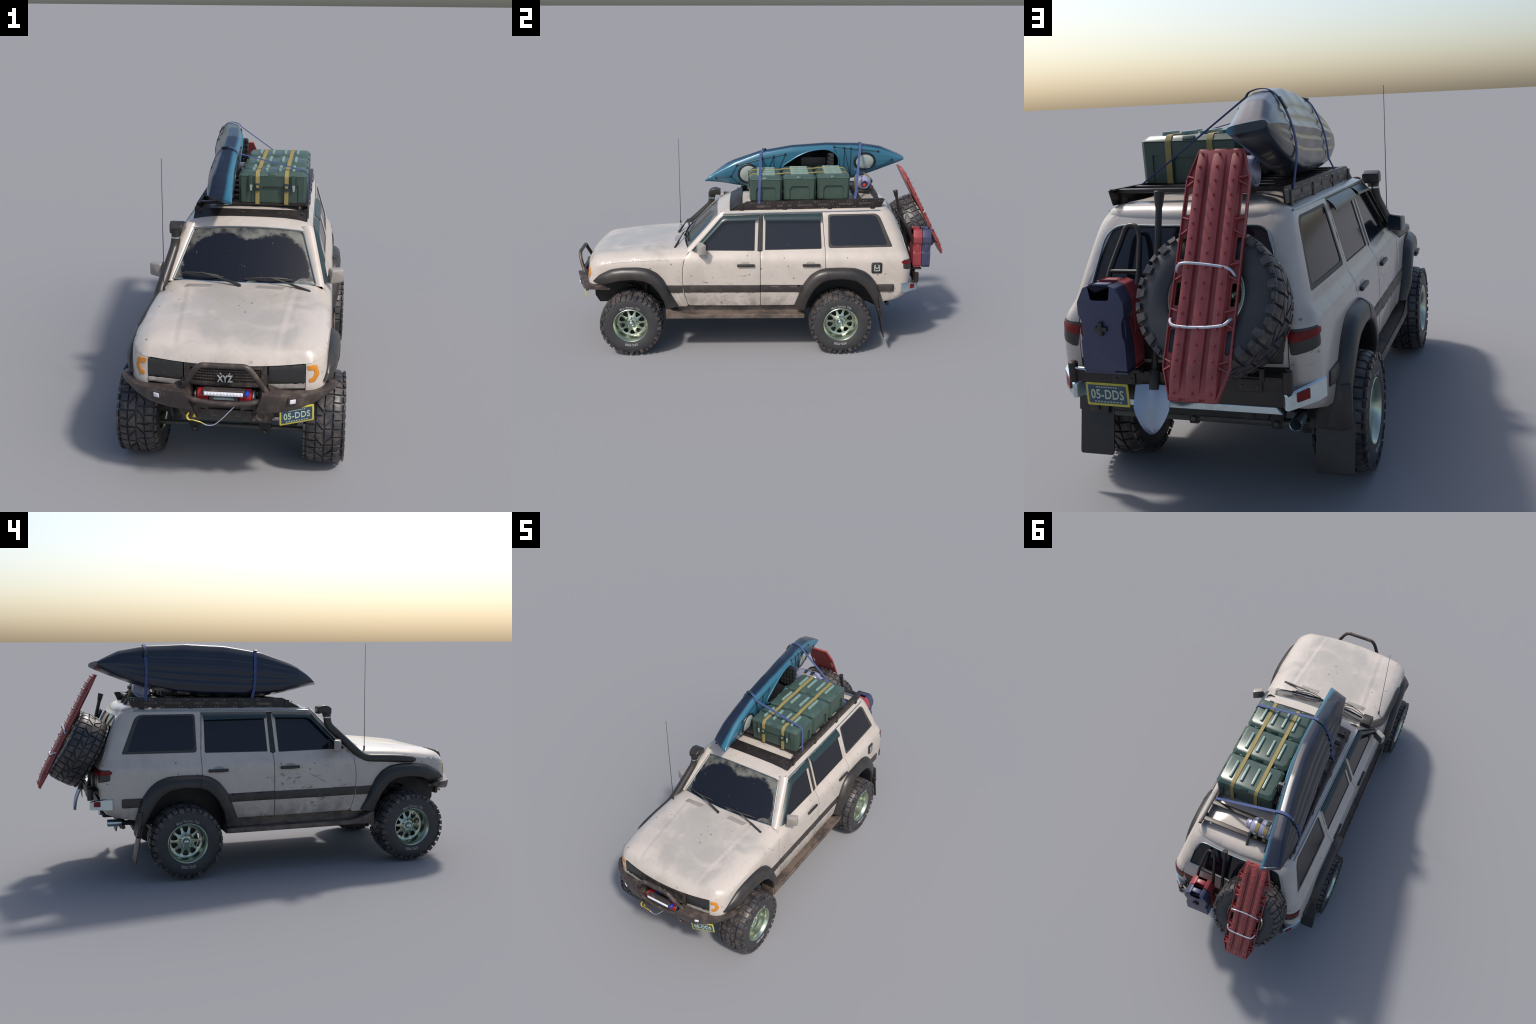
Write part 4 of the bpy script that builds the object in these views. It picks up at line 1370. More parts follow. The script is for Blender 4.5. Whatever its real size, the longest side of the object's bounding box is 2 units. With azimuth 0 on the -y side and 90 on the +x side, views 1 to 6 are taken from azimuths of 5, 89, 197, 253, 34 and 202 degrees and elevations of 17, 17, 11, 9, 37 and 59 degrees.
# ------------------------------------------------------------------ fittings
def build_fittings(car):
    # mirrors
    for sg in (1, -1):
        s = Soup()
        sec = rounded([(-.031, -.030), (.031, -.027), (.031, .027), (-.026, .030)], .008, 4)
        rows = []
        for t, k in ((0, .72), (.003, .88), (.010, .97), (.020, 1), (.027, 1), (.028, .95)):
            rows.append([(sg * (.346 + a * k), -.340 + t, .5585 + b * k) for a, b in sec])
        s.put(loft(rows, closed=True, cap=True), "dirtpaint")
        s.put(prism([(sg * a * .86, b * .86) for a, b in sec], -.0015, ((sg * .346, -.3125, .5585), (1, 0, 0), (0, 0, 1))), "mirror")
        s.put(box((sg * .303, -.322, .548), (.034, .016, .020), .005), "trim")
        m = s.add("mirror", car)
        m.matrix_basis = Matrix.Translation((sg * .346, -.326, 0)) @ Matrix.Rotation(sg * .5, 4, "Z") @ Matrix.Translation((-sg * .346, .326, 0))
    # wipers
    for base, mid, l, r in (((.247, -.465, .5385), (.098, -.432, .576), (.004, -.421, .566), (.182, -.411, .566)),
                            ((-.010, -.466, .5530), (-.157, -.427, .584), (-.242, -.398, .574), (-.075, -.419, .570))):
        s = Soup()
        b, m = np.array(base), np.array(mid)
        s.put(tube([b + (0, 0, .002), b * .55 + m * .45 + (0, 0, .004)], [.0062, .0045], 8), "trim")
        s.put(tube([b * .55 + m * .45 + (0, 0, .004), m + (0, -.002, .003)], [.0036, .0028], 8), "axle")
        for k in (-1, 1):
            e = np.array(l if k < 0 else r)
            s.put(tube(spline([m, m * .6 + e * .4 + np.array((0, -.003, .002)), m * .2 + e * .8], 4), .0022, 6), "axle")
        s.put(tube([np.array(l) + (0, .001, -.003), (np.array(l) + np.array(r)) / 2 + (0, -.012, .0), np.array(r) + (0, .001, -.003)], .0028, 6), "seal")
        s.put(lathe([(-.004, .0001), (-.004, .007), (.004, .007), (.006, .0001)], "z", 12, tuple(b)), "trim")
        s.add("wiper", car)
    # cowl vents
    for x in (.105, -.16):
        poly = [(x - .055, -.478), (x + .045, -.478), (x + .055, -.452), (x - .048, -.452)]
        part("cowl_vent", *panel(poly, hood, (0, 0, 1), .012, .001, lift=.0008, edge=0), "dirtpaint", car)
    # antenna
    s = Soup()
    s.put(tube([(-.288, -.483, .522), (-.288, -.483, .545)], .0045, 8), "trim")
    s.put(tube([(-.288, -.483, .545), (-.2875, -.4815, .80), (-.287, -.480, 1.021)], [.0018, .0013, .0010], 6), "trim")
    s.add("antenna", car)
    # snorkel
    s = Soup()
    path = fillet([(-.320, -.735, .474), (-.320, -.60, .486), (-.3165, -.465, .492), (-.279, -.303, .648), (-.2745, -.299, .690)], .035, 6)
    path = [np.array(p) for p in resample(path, .012, False)]
    rs = [float(np.interp(i / (len(path) - 1), [0, .03, .12, .4, 1], [.008, .017, .0205, .0205, .0180])) for i in range(len(path))]
    s.put(tube(path, rs, 16), "trim")
    s.put(lathe([(-.003, .0180), (-.003, .0195), (.003, .0195), (.003, .0180)], "z", 20, (-.2745, -.2995, .684)), "cap")
    sec = rounded([(-.028, -.016), (.028, -.016), (.028, .016), (-.028, .016)], .007, 4)
    rows = []
    for y, z, k, kz in ((-.314, .712, .70, .62), (-.312, .714, .84, .85), (-.300, .7185, .95, 1.12), (-.280, .7235, 1, 1.15), (-.262, .721, 1, 1.05), (-.250, .7175, 1, 1.0), (-.249, .717, .9, .88)):
        rows.append([(-.2735 + a * k, y, z + b * kz) for a, b in sec])
    s.put(loft(rows, closed=True, cap=True), "trim")
    s.put(tube([(-.274, -.299, .686), (-.274, -.296, .712)], [.0185, .0225], 16), "trim")
    s.add("snorkel", car)


def build_rack(car):
    top = lambda y: .7735 + (y + .07) * .0200       # floor height of the rack
    edge_z = lambda y: .770 + (y + .108) * .0235
    s = Soup()
    n = 8
    for k in range(n):
        y = -.064 + .0912 * k
        part("rack_slat", *box((0, y, top(y) - .004), (.440, .022, .010), .002), "rack", car)
    for sg in (1, -1):
        # side plate: tall pressed strip, raked at both ends, with pressed slots and bolts
        b = Soup()
        out = [(-.186, .7245), (.594, .7480), (.612, .7870), (-.106, .7710)]
        lo = lambda y: .7245 + (y + .186) * .0301
        hi = lambda y: .7710 + (y + .106) * .0223
        b.put(prism([(y, z) for y, z in out], -.004, ((sg * .2245 + (.002 if sg > 0 else .002), 0, 0), (0, 1, 0), (0, 0, 1)), .0008), "rack")
        b.put(prism([(y, z) for y, z in [(-.10, .770), (.605, .786), (.605, .790), (-.10, .774)]], -.014, ((sg * .219 + .007, 0, 0), (0, 1, 0), (0, 0, 1)), .001), "rack")
        for k in range(6):
            y0 = -.045 + .105 * k
            c = [(y0, lo(y0) + .014), (y0 + .075, lo(y0 + .075) + .014), (y0 + .075, lo(y0 + .075) + .026), (y0, lo(y0) + .026)]
            b.put(prism(rounded(c, .004), -.003, ((sg * .2268 + .0015, 0, 0), (0, 1, 0), (0, 0, 1)), .001), "bumper")
        for k in range(9):
            for e in (-.006, .006):
                y = -.065 + .082 * k + e
                b.put(lathe([(0, .0018), (sg * .0015, .0016), (sg * .002, .0001)], "x", 8, (sg * .2265, y, hi(y) - .006)), "cap")
                y += .03
                if y < .585:
                    b.put(lathe([(0, .0018), (sg * .0015, .0016), (sg * .002, .0001)], "x", 8, (sg * .2265, y, lo(y) + .005)), "cap")
        b.add("rack_side_plate", car)
        for y in (-.12, .10, .33, .55):
            s.put(box((sg * .220, y, .742 + (y + .1) * .018), (.020, .022, .045), .003), "rack")
    s.add("rack_foot", car)
    # front fairing: raked plate whose lower edge follows the roof
    rows = []
    for t in (0, 1):
        row = []
        for x in np.linspace(-.222, .222, 30):
            if t == 0:
                y = -.182 - .004 * (1 - (x / .222) ** 2)
                z = float(roof(x, y)[2]) + .0015
                z = max(z, .7225)
            else:
                y, z = -.124, .7605
            row.append((x, y, z))
        rows.append(row)
    mid = [[tuple(np.array(a) * (1 - t) + np.array(b) * t) for a, b in zip(*rows)] for t in np.linspace(0, 1, 5)]
    back = [[(x, y + .004, z - .003) for x, y, z in r] for r in reversed(mid)]
    f = Soup()
    f.put(loft(mid + back + [mid[0]]), "rack")
    for x in (-.205, -.03, .115, .205):
        f.put(box((x, -.150, float(np.interp(-.150, [-.186, -.124], [.742, .7605])) + .001), (.010, .006, .003), .001, (.5, 0, 0)), "bumper")
    f.add("rack_front_fairing", car)


def build_rear(car):
    # swing-away carrier beam with end pins and clamp plates
    s = Soup()
    s.put(box((.105, .782, .372), (.320, .020, .034), .003), "rack")
    s.put(box((-.160, .782, .373), (.215, .020, .034), .003), "rack")
    for x, z0, z1 in ((.263, .354, .401), (-.267, .355, .404)):
        s.put(tube([(x, .788, z0), (x, .788, z1), (x, .788, z1 + .004)], [.0115, .0115, .006], 16), "rack")
    for x in (.130, -.180):
        s.put(box((x, .7935, .370), (.062, .004, .030), .003), "rack")
        for e in (-.019, .019):
            s.put(lathe([(0, .003), (.002, .0028), (.0025, .0001)], "y", 8, (x + e, .7955, .368)), "axle")
    s.put(box((-.21, .79, .395), (.012, .012, .03), .002), "rack")
    s.put(tube([(.205, .792, .386), (.255, .792, .389)], .0035, 8), "cap")
    s.add("carrier_beam", car)
    # spare wheel mount
    s = Soup()
    s.put(tube([(-.124, .752, .40), (-.124, .745, .50), (-.124, .765, .535), (-.124, .80, .552)], .013, 10), "rack")
    s.put(box((-.124, .760, .42), (.10, .014, .09), .004), "rack")
    s.put(tube([(-.07, .775, .385), (-.10, .757, .50), (-.124, .79, .55)], .008, 8), "rack")
    s.add("spare_wheel_mount", car)
    # hoop ladder / can rack
    s = Soup()
    pts = [(.172, .792, .385), (.172, .795, .510), (.166, .748, .614), (.150, .697, .690), (.144, .686, .712), (.120, .686, .712), (.107, .697, .690), (.092, .748, .614), (.084, .795, .510), (.084, .792, .385)]
    s.put(tube(fillet(pts, .022, 6), .0068, 12), "rack")
    s.put(tube([(.166, .748, .614), (.092, .748, .614)], .0058, 10), "rack")
    s.put(tube([(.172, .795, .500), (.084, .795, .500)], .005, 10), "rack")
    s.put(box((.130, .800, .400), (.12, .055, .008), .002), "rack")
    s.add("can_rack", car)
    # rear bumper: chrome corners with red reflectors, centre bar
    for sg in (1, -1):
        b = Soup()
        top = [(.247, .764, .344), (.259, .787, .348), (.267, .790, .349), (.3215, .7315, .3665), (.3340, .7000, .3665), (.310, .695, .358)]
        zb = [.318, .316, .316, .322, .324, .324]
        rows = [[(sg * x, y, z0 - .004) for (x, y, z), z0 in zip(top, zb)], [(sg * x, y, z0) for (x, y, z), z0 in zip(top, zb)],
                [(sg * x, y, z - .004) for x, y, z in top], [(sg * (x * .985), y - .004, z) for x, y, z in top]]
        b.put(loft(rows, closed=True, cap=True), "chrome")
        p0, p1 = np.array((.283, .7685, .353)), np.array((.305, .742, .361))
        quad = [np.array((.2835, .7725, .328)), np.array((.3055, .7488, .331)), np.array((.3055, .7488, .354)), np.array((.2835, .7725, .349))]
        off = np.array((.0022, .0018, 0))
        v = [q + off for q in quad] + [q - off for q in quad]
        v = [(sg * p[0], p[1], p[2]) for p in v]
        b.put((v, [(0, 1, 2, 3), (7, 6, 5, 4)] + [(i, (i + 1) % 4, 4 + (i + 1) % 4, 4 + i) for i in range(4)]), "red_lens")
        b.add("bumper_corner", car)
    s = Soup()
    s.put(box((0, .736, .330), (.50, .036, .052), .004), "trim")
    s.add("bumper_core", car)
    part("bumper_bar", *prism([(-.224, .304), (.224, .304), (.240, .282), (-.240, .282)], -.022, ((0, .724, 0), (1, 0, 0), (0, 0, 1)), .006, 3), "chrome", car)
    # exhaust
    s = Soup()
    s.put(tube([(-.245, .30, .235), (-.250, .56, .240), (-.258, .66, .247)], .011, 12), "black")
    prof = [(.655, .0125), (.668, .0150), (.712, .0155), (.716, .0150), (.714, .0135), (.675, .0130)]
    s.put(lathe([(a - .69, r) for a, r in prof], "y", 24, (-.259, .69, .2485)), "chrome")
    s.put(lathe([(0, .0001), (0, .0132)], "y", 24, (-.259, .682, .2485)), "black")
    s.add("exhaust", car)


def build_chassis(car):
    s = Soup()
    for sg in (1, -1):
        s.put(tube([(sg * .135, -.90, .30), (sg * .14, -.78, .295), (sg * .15, -.55, .235), (sg * .15, .15, .225), (sg * .15, .30, .285), (sg * .15, .50, .285), (sg * .15, .74, .285)], .020, 8), "black")
    s.put(box((0, -.47, .24), (.20, .26, .12), .03), "black")
    s.put(box((.02, .02, .22), (.16, .36, .07), .03), "black")
    s.put(box((.10, .56, .265), (.26, .20, .07), .02), "black")
    s.put(box((0, -.14, .245), (.56, .66, .03), .01), "black")
    s.put(box((0, .70, .285), (.40, .06, .05), .01), "black")
    s.put(tube([(0, -.50, .20), (.03, .12, .19), (0, .36, .175)], .012, 10), "axle")
    s.add("chassis", car)
    for y, dx in ((-.693, .06), (.386, 0)):
        s = Soup()
        s.put(tube([(-.27, y, TR), (.27, y, TR)], .018, 14), "axle")
        s.put(lathe([(-.05, .0001), (-.05, .02), (-.03, .045), (0, .052), (.03, .045), (.05, .02), (.05, .0001)], "y", 24, (dx, y, TR)), "axle")
        for sg in (1, -1):
            s.put(box((sg * .21, y + .03, TR - .03), (.03, .05, .05), .006), "axle")
            s.put(tube([(sg * .20, y, TR + .01), (sg * .165, y + (.26 if y < 0 else -.30), .215)], .013, 10), "black")
        yy, zz = (y - .075, .143) if y < 0 else (y + .10, TR - .005)
        s.put(tube([(-.26, yy, zz), (.26, yy, zz)], .0085, 10), "axle")
        s.add("axle", car)
        for sg in (1, -1):
            spring = [(sg * (.222 if y < 0 else .18) + .026 * math.cos(a), y + .026 * math.sin(a), TR + .02 + a / (2 * PI) * .026) for a in np.linspace(0, 2 * PI * 6, 90)]
            part("coil_spring", *tube(spring, .0055, 8), "black", car)
            d = Soup()
            yd = y + (.05 if y < 0 else .07)
            d.put(tube([(sg * .225, yd, TR - .02), (sg * .215, yd + .01, TR + .10)], .011, 10), "axle")
            d.put(tube([(sg * .215, yd + .01, TR + .10), (sg * .205, yd + .02, TR + .20)], .015, 10), "black")
            d.add("damper", car)
    s = Soup()
    for x in (-.13, .115):
        s.put(prism([(-.02, 0), (-.008, -.028), (.010, -.028), (.024, 0), (.02, .02), (-.02, .02)], .02, ((x, -.758, .146), (1, 0, 0), (0, 0, 1)), .002), "black")
        s.put(lathe([(-.006, .0001), (-.005, .006), (0, .0065)], "y", 12, (x + .001, -.778, .130)), "axle")
    for x in (-.195, .02):
        s.put(prism([(-.022, .03), (-.010, -.012), (.012, -.012), (.022, .03)], .02, ((x, .655, .220), (1, 0, 0), (0, 0, 1)), .002), "black")
        s.put(lathe([(0, .0075), (.006, .006), (.007, .0001)], "y", 12, (x, .656, .223)), "axle")
    s.put(tube([(-.24, .645, .222), (.24, .645, .222)], .010, 10), "axle")
    s.add("link_bracket", car)
# ------------------------------------------------------------------ cargo
K_TOP = curve1([-.322, -.305, -.27, -.165, -.025, .15, .335, .52, .636, .715, .75, .766], [.840, .855, .877, .929, .979, 1.009, 1.019, 1.012, .991, .963, .949, .943], .006)
K_BOT = curve1([-.322, -.305, -.22, -.15, -.05, .07, .26, .39, .52, .62, .69, .75, .766], [.828, .826, .811, .796, .782, .777, .787, .801, .828, .862, .889, .914, .924], .006)
K_DECK = curve1([-.33, -.20, -.09, .05, .20, .40, .55, .70, .77], [-.054, -.066, -.076, -.078, -.084, -.108, -.131, -.146, -.150], .03)
K_DEEP = curve1([-.33, -.10, .10, .30, .50, .70, .77], [.097, .103, .111, .112, .104, .092, .086], .03)
Q = [0, .2, .36, .47, .56, .68, .78, .88, 1.0]
K_A = curve1(Q, [0, .46, .82, .96, 1.0, .985, .92, .66, 0], .018)
K_B = curve1(Q, [1, .985, .93, .82, .66, .38, .13, .025, 0], .018)


def kayak(u, q):
    """u runs bow to stern, q = 0 on the deck line, +-1 at the keel (positive = upper side)"""
    u = np.asarray(u, float); q = np.asarray(q, float)
    aq = np.abs(q)
    a = K_A(aq) * np.where(aq > .985, np.clip((1 - aq) / .015, 0, 1), 1) * np.sign(q)
    b = K_B(aq)
    groove = sum(np.exp(-((np.abs(a) - c) / .06) ** 2) for c in (.16, .46)) * np.clip((aq - .72) / .06, 0, 1)
    mid = np.clip((u + .22) / .15, 0, 1) * np.clip((.66 - u) / .15, 0, 1)
    b = b + .04 * groove * mid
    zt, zb = K_TOP(u), K_BOT(u)
    dp, ct, st = K_DEEP(u), math.cos(K_ROLL), math.sin(K_ROLL)
    hb = np.maximum((zt - zb) / 2, .004) / ct
    zc = (zt + zb) / 2 - .46 * dp * st
    x = K_DECK(u) - dp * (1 - b) * ct + a * hb * (st + np.where(a > 0, .26, .03) * (1 - b))      # the hull leans more than the deck
    z = zc + dp * (1 - b) * st + a * hb * ct
    rake = np.clip((-.20 - u) / .12, 0, 1) * .044 - np.clip((u - .64) / .12, 0, 1) * .030
    return x, u + rake * (1 - b), z


def kayak_q(y, z):
    """deck coordinate q for a height z at station y"""
    zt, zb = float(K_TOP(y)), float(K_BOT(y))
    ct, st = math.cos(K_ROLL), math.sin(K_ROLL)
    a = (z - ((zt + zb) / 2 - .46 * float(K_DEEP(y)) * st)) / ((zt - zb) / 2)
    g = np.linspace(0, .56, 200)
    return math.copysign(float(np.interp(abs(a), K_A(g), g)), a)


def deck_point(y, z, lift=0.0):
    q = kayak_q(y, z)
    x, yy, zz = kayak(y, q)
    return np.array((float(x) + lift, float(yy), float(zz)))


def build_kayak():
    boat = thing("kayak", (-.14, .2, .78), "blue touring kayak lying on its side, navy hull", "kayak")
    half = [(.098, 0), (.108, .018), (.140, .036), (.180, .058), (.235, .078), (.290, .084), (.345, .078), (.385, .055), (.402, .025)]
    zc = lambda y: float((K_TOP(y) + K_BOT(y)) / 2)
    ring = half + [(.404, 0)] + [(y, -z) for y, z in reversed(half[1:])]
    ring = [tuple(p) for p in spline(ring, 4, closed=True)]
    hole = [(y, kayak_q(y, zc(y) + z) * .6) for y, z in ring]          # q scaled so the fill grid is even
    fm = lambda u, v: kayak(u, v / .6)
    out = [(-.3215, -.6), (.7655, -.6), (.7655, .6), (-.3215, .6)]
    vf = panel(out, fm, (0, 0, 0), .0085, 0, [hole])
    part("hull", *vf, "kayak", boat, 60, fix=True)
    # nose and tail caps
    s = Soup()
    for u, w in ((-.3215, -1), (.7655, 1)):
        r = [np.array([float(c) for c in kayak(u, q)]) for q in np.linspace(-1, 1, 40)]
        s.put(loft([r, [p + np.array((0, w * .001, 0)) for p in r]], cap=True), "kayak")
    s.add("stem_cap", boat)
    # cockpit: rim, dark well, seat
    rim = [np.array([float(c) for c in kayak(y, kayak_q(y, zc(y) + z))]) for y, z in ring]
    part("cockpit_rim", *tube([p + (.001, 0, 0) for p in rim], .0042, 10, closed=True), "kayak", boat)
    c = np.mean(rim, axis=0)
    rows = [[p + (.0005, 0, 0) for p in rim]]
    for d, k in ((.025, .98), (.050, .94), (.074, .82), (.084, .6), (.084, .02)):
        rows.append([np.array((p[0] - d, c[1] + (p[1] - c[1]) * k, c[2] + (p[2] - c[2]) * k)) for p in rim])
    part("cockpit_well", *loft(rows, closed=True), "navy", boat, 60)
    s = Soup()
    for i in range(5):
        for j in range(5):
            x, z = -.138 + .0165 * i, .905 + (j - 2) * .0235
            w = 1 - .05 * (i - 2) ** 2 * .5
            s.put(box((x, .352 + .012 * (i / 4), c[2] + (j - 2) * .0225 * w + .012), (.0158, .020, .0215 * w), .005), "foam")
    s.put(box((-.106, .366, c[2] + .012), (.078, .018, .108), .006), "foam")
    s.put(box((-.158, .27, c[2] - .010), (.014, .14, .09), .006), "foam")
    s.add("seat", boat)
    # hatches
    for y0, z0, ry, rz in ((-.088, .860, .056, .056), (.549, .9165, .060, .0485)):
        pts = [(y0 + ry * math.cos(a), z0 + rz * math.sin(a)) for a in np.linspace(0, 2 * PI, 40, endpoint=False)]
        ringp = [deck_point(y, z, .001) for y, z in pts]
        ctr = np.mean(ringp, axis=0)
        part("hatch_rim", *tube([ctr + (p - ctr) * .92 for p in ringp], .0065, 10, closed=True), "hatch_rim", boat)
        rows = [[ctr + (p - ctr) * k + np.array((h, 0, 0)) for p in ringp] for k, h in ((.90, -.002), (.84, .002), (.78, .0035), (.4, .0045), (.01, .005))]
        part("hatch_cover", *loft(rows, closed=True), "hatch", boat)
    # deck cord and its fittings
    front = [(-.262, .841), (-.183, .849), (-.149, .907), (-.011, .944), (.050, .954), (.112, .966), (-.141, .807)]
    back = [(.378, .998), (.433, .992), (.470, .989), (.622, .970), (.700, .924), (.623, .873)]
    mir = lambda p: (p[0], 2 * zc(p[0]) - p[1])
    low_f = [mir(p) for p in front[3:6]]; low_b = [mir(p) for p in back[:3]]
    for y, z in front + back + low_f + low_b:
        p = deck_point(y, z)
        part("cord_fitting", *lathe([(-.003, .0065), (.002, .0062), (.0045, .004), (.0052, .0001)], "x", 14, tuple(p)), "hatch_rim", boat)
    s = Soup()
    def cord(seq):
        for (a, b), (c2, d) in zip(seq[:-1], seq[1:]):
            n = 8
            s.put(tube([deck_point(a + (c2 - a) * t, b + (d - b) * t, .003) for t in np.linspace(0, 1, n)], .0011, 5), "hatch_rim")
    cord([front[0], front[1], front[2], front[3], front[4], front[5], low_f[1], front[4], low_f[0], front[3]])
    cord([front[1], front[6]]); cord([low_f[0], low_f[1], low_f[2]])
    cord([back[3], back[2], back[1], back[0], low_b[1], back[1], low_b[2], back[2]])
    cord([back[4], back[5]]); cord([low_b[0], low_b[1], low_b[2]])
    s.add("deck_cord", boat)


def build_cases():
    L, Wd = .167, .276
    def octo(w, l, c):
        return [(-w / 2 + c, -l / 2), (w / 2 - c, -l / 2), (w / 2, -l / 2 + c), (w / 2, l / 2 - c), (w / 2 - c, l / 2), (-w / 2 + c, l / 2), (-w / 2, l / 2 - c), (-w / 2, -l / 2 + c)]
    lev = lambda w, l, c, z: [(x, y, z) for x, y in octo(w, l, c)]
    rows = [lev(Wd - .010, L - .010, .009, 0), lev(Wd - .004, L - .004, .011, .006), lev(Wd, L, .011, .1070), lev(Wd - .003, L - .003, .011, .1076)]
    bm_body = mesh_of("case_body", *loft(rows, closed=True, cap=True), "box", 25, fix=True)
    body = bpy.data.objects.new("cut", bm_body)
    bpy.context.scene.collection.objects.link(body)
    cut = Soup()
    for sg in (1, -1):
        cut.put(prism(rounded([(-.052, -.01), (.052, -.01), (.052, .058), (.040, .072), (-.040, .072), (-.052, .058)], .003), .020, ((sg * (Wd / 2 - .010) - (.020 if sg < 0 else 0), 0, 0), (0, 1, 0), (0, 0, 1))), "box")
        cut.put(prism(rounded([(-.047, -.01), (.047, -.01), (.047, .058), (.038, .068), (-.038, .068), (-.047, .058)], .003), .020, ((0, sg * (L / 2 - .008) + (.020 if sg > 0 else 0), 0), (1, 0, 0), (0, 0, 1))), "box")
        for x in (-.094, .094):
            cut.put(prism([(x - .011, -.01), (x + .011, -.01), (x + .011, .074), (x - .011, .074)], .020, ((0, sg * (L / 2 - .005) + (.020 if sg > 0 else 0), 0), (1, 0, 0), (0, 0, 1))), "box")
    co = bpy.data.objects.new("cutter", cut.mesh("cutter"))
    bpy.context.scene.collection.objects.link(co)
    md = body.modifiers.new("b", "BOOLEAN"); md.object = co; md.operation = "DIFFERENCE"; md.solver = "EXACT"
    bpy.context.view_layer.update()
    body_mesh = bpy.data.meshes.new_from_object(body.evaluated_get(bpy.context.evaluated_depsgraph_get()))
    body_mesh.name = "case_body"
    body_mesh.shade_smooth(); body_mesh.set_sharp_from_angle(angle=math.radians(25))
    bpy.data.objects.remove(body); bpy.data.objects.remove(co)
    lid = Soup()
    rows = [lev(Wd - .003, L - .003, .011, .1080), lev(Wd, L, .011, .1086), lev(Wd, L, .011, .1100), lev(Wd - .026, L - .026, .013, .1230), lev(Wd - .028, L - .028, .013, .1234)]
    lid.put(loft(rows, closed=True, cap=True), "boxlid")
    for sg in (1, -1):
        lid.put(box((0, sg * (L / 2 - .0065), .1163), (.034, .012, .006), .001, (sg * -.95, 0, 0)), "box")
        lid.put(box((sg * (Wd / 2 - .0068), 0, .1163), (.012, .026, .006), .001, (0, sg * .95, 0)), "box")
    lid_mesh = lid.mesh("case_lid", 25)
    rib_mesh = mesh_of("case_rib", *box((0, 0, 0), (.0125, .094, .012), .003, seg=2, taper=(.86, .97)), "rib", 30)
    lt = Soup()
    lt.put(box((0, 0, .018), (.020, .006, .050), .002), "box")
    for e in (-.0095, .0095):
        lt.put(box((e, -.002, .018), (.002, .006, .044), .0005), "buckle")
    lt.put(prism([(-.006, .020), (.006, .020), (.0035, -.004), (-.0035, -.004)], .004, ((0, -.003, -.016), (1, 0, 0), (0, 0, 1)), .001), "latch")
    latch_mesh = lt.mesh("case_latch")
    for k in range(3):
        y = .004 + .1725 * k
        z = .7765 + .0035 * k + .002 * (k > 0)
        case = thing("storage_case", (.0795, y, z), "dark green hard plastic storage case with ribbed lid", "storage box")
        o = lambda nm, me, at: setattr(link_local(nm, me, case), "location", at)
        o("case_body", body_mesh, (0, 0, 0))
        o("case_lid", lid_mesh, (0, 0, 0))
        for x in (-.080, -.0265, .0275, .082):
            o("case_rib", rib_mesh, (x, .002, .1270))
        for x in (-.086, .086):
            o("case_latch", latch_mesh, (x, -L / 2 - .0025, .071))


def link_local(name, me, parent):
    o = bpy.data.objects.new(name, me)
    bpy.context.scene.collection.objects.link(o)
    o.parent = parent
    return o


def build_straps(car):
    # ochre load straps over the three cases
    for x in (.0195, .1365):
        path = [(x, -.0815, .772), (x, -.0815, .885), (x, -.068, .9015), (x, .077, .9020), (x, .105, .9070), (x, .248, .9075), (x, .276, .9107), (x, .419, .9110), (x, .4345, .894), (x, .4345, .785)]
        s = Soup()
        s.put(ribbon(fillet(path, .006, 3), (1, 0, 0), .0165, .0022), "yellow_strap")
        s.put(box((x, -.0845, .842), (.0195, .006, .030), .0015), "buckle")
        s.put(box((x, -.0880, .844), (.012, .003, .010), .001), "yellow_strap")
        s.add("load_strap", car)
    # blue straps over the kayak
    def hull_path(y0, y1, q0, q1, n=16):
        out = []
        for t in np.linspace(0, 1, n):
            wrap = lambda q: q if q <= 1 else q - 2          # past the keel on to the lower side
            at = lambda u, q: np.array([float(c) for c in kayak(u, wrap(q))])
            q = q0 + (q1 - q0) * t
            p = at(y0 + (y1 - y0) * t, q)
            e = 1e-3
            du = at(y0 + e, q) - at(y0 - e, q)
            dq = at(y0, q + .02) - at(y0, q - .02)
            nn = np.cross(du, dq); nn /= np.linalg.norm(nn)
            if nn @ (p - np.array((-.14, y0, .9))) < 0:
                nn = -nn
            out.append(p + nn * .0062)
        return out
    front = [np.array(p) for p in ((.2265, -.032, .764), (.2205, -.0275, .884), (.2065, -.027, .9030))] + hull_path(-.020, .030, .42, 1.16, 22) + [np.array((-.2265, .050, .766))]
    rear = [np.array(p) for p in ((.2265, .458, .772),)] + hull_path(.520, .530, .42, 1.20, 22) + [np.array((-.2280, .531, .775))]
    for path, i in ((front, 13), (rear, 15)):
        s = Soup()
        for _ in range(6):
            path = [p if k < 4 or k > len(path) - 3 else (path[k - 1] + p * 2 + path[k + 1]) / 4 for k, p in enumerate(path)]
        s.put(ribbon(path, (0, 1, 0), .0125, .0022), "blue_strap")
        a, b = np.array(path[i]), np.array(path[i - 3])
        m = (a + b) / 2
        t = (b - a) / np.linalg.norm(b - a)
        w = np.array((0, 1.0, 0)); n = np.cross(t, w)
        if n[0] > 0:
            n = -n
        s.put(placed(box((0, 0, 0), (.034, .017, .006), .002), m + n * .003, t, w), "buckle")
        s.add("kayak_strap", car)


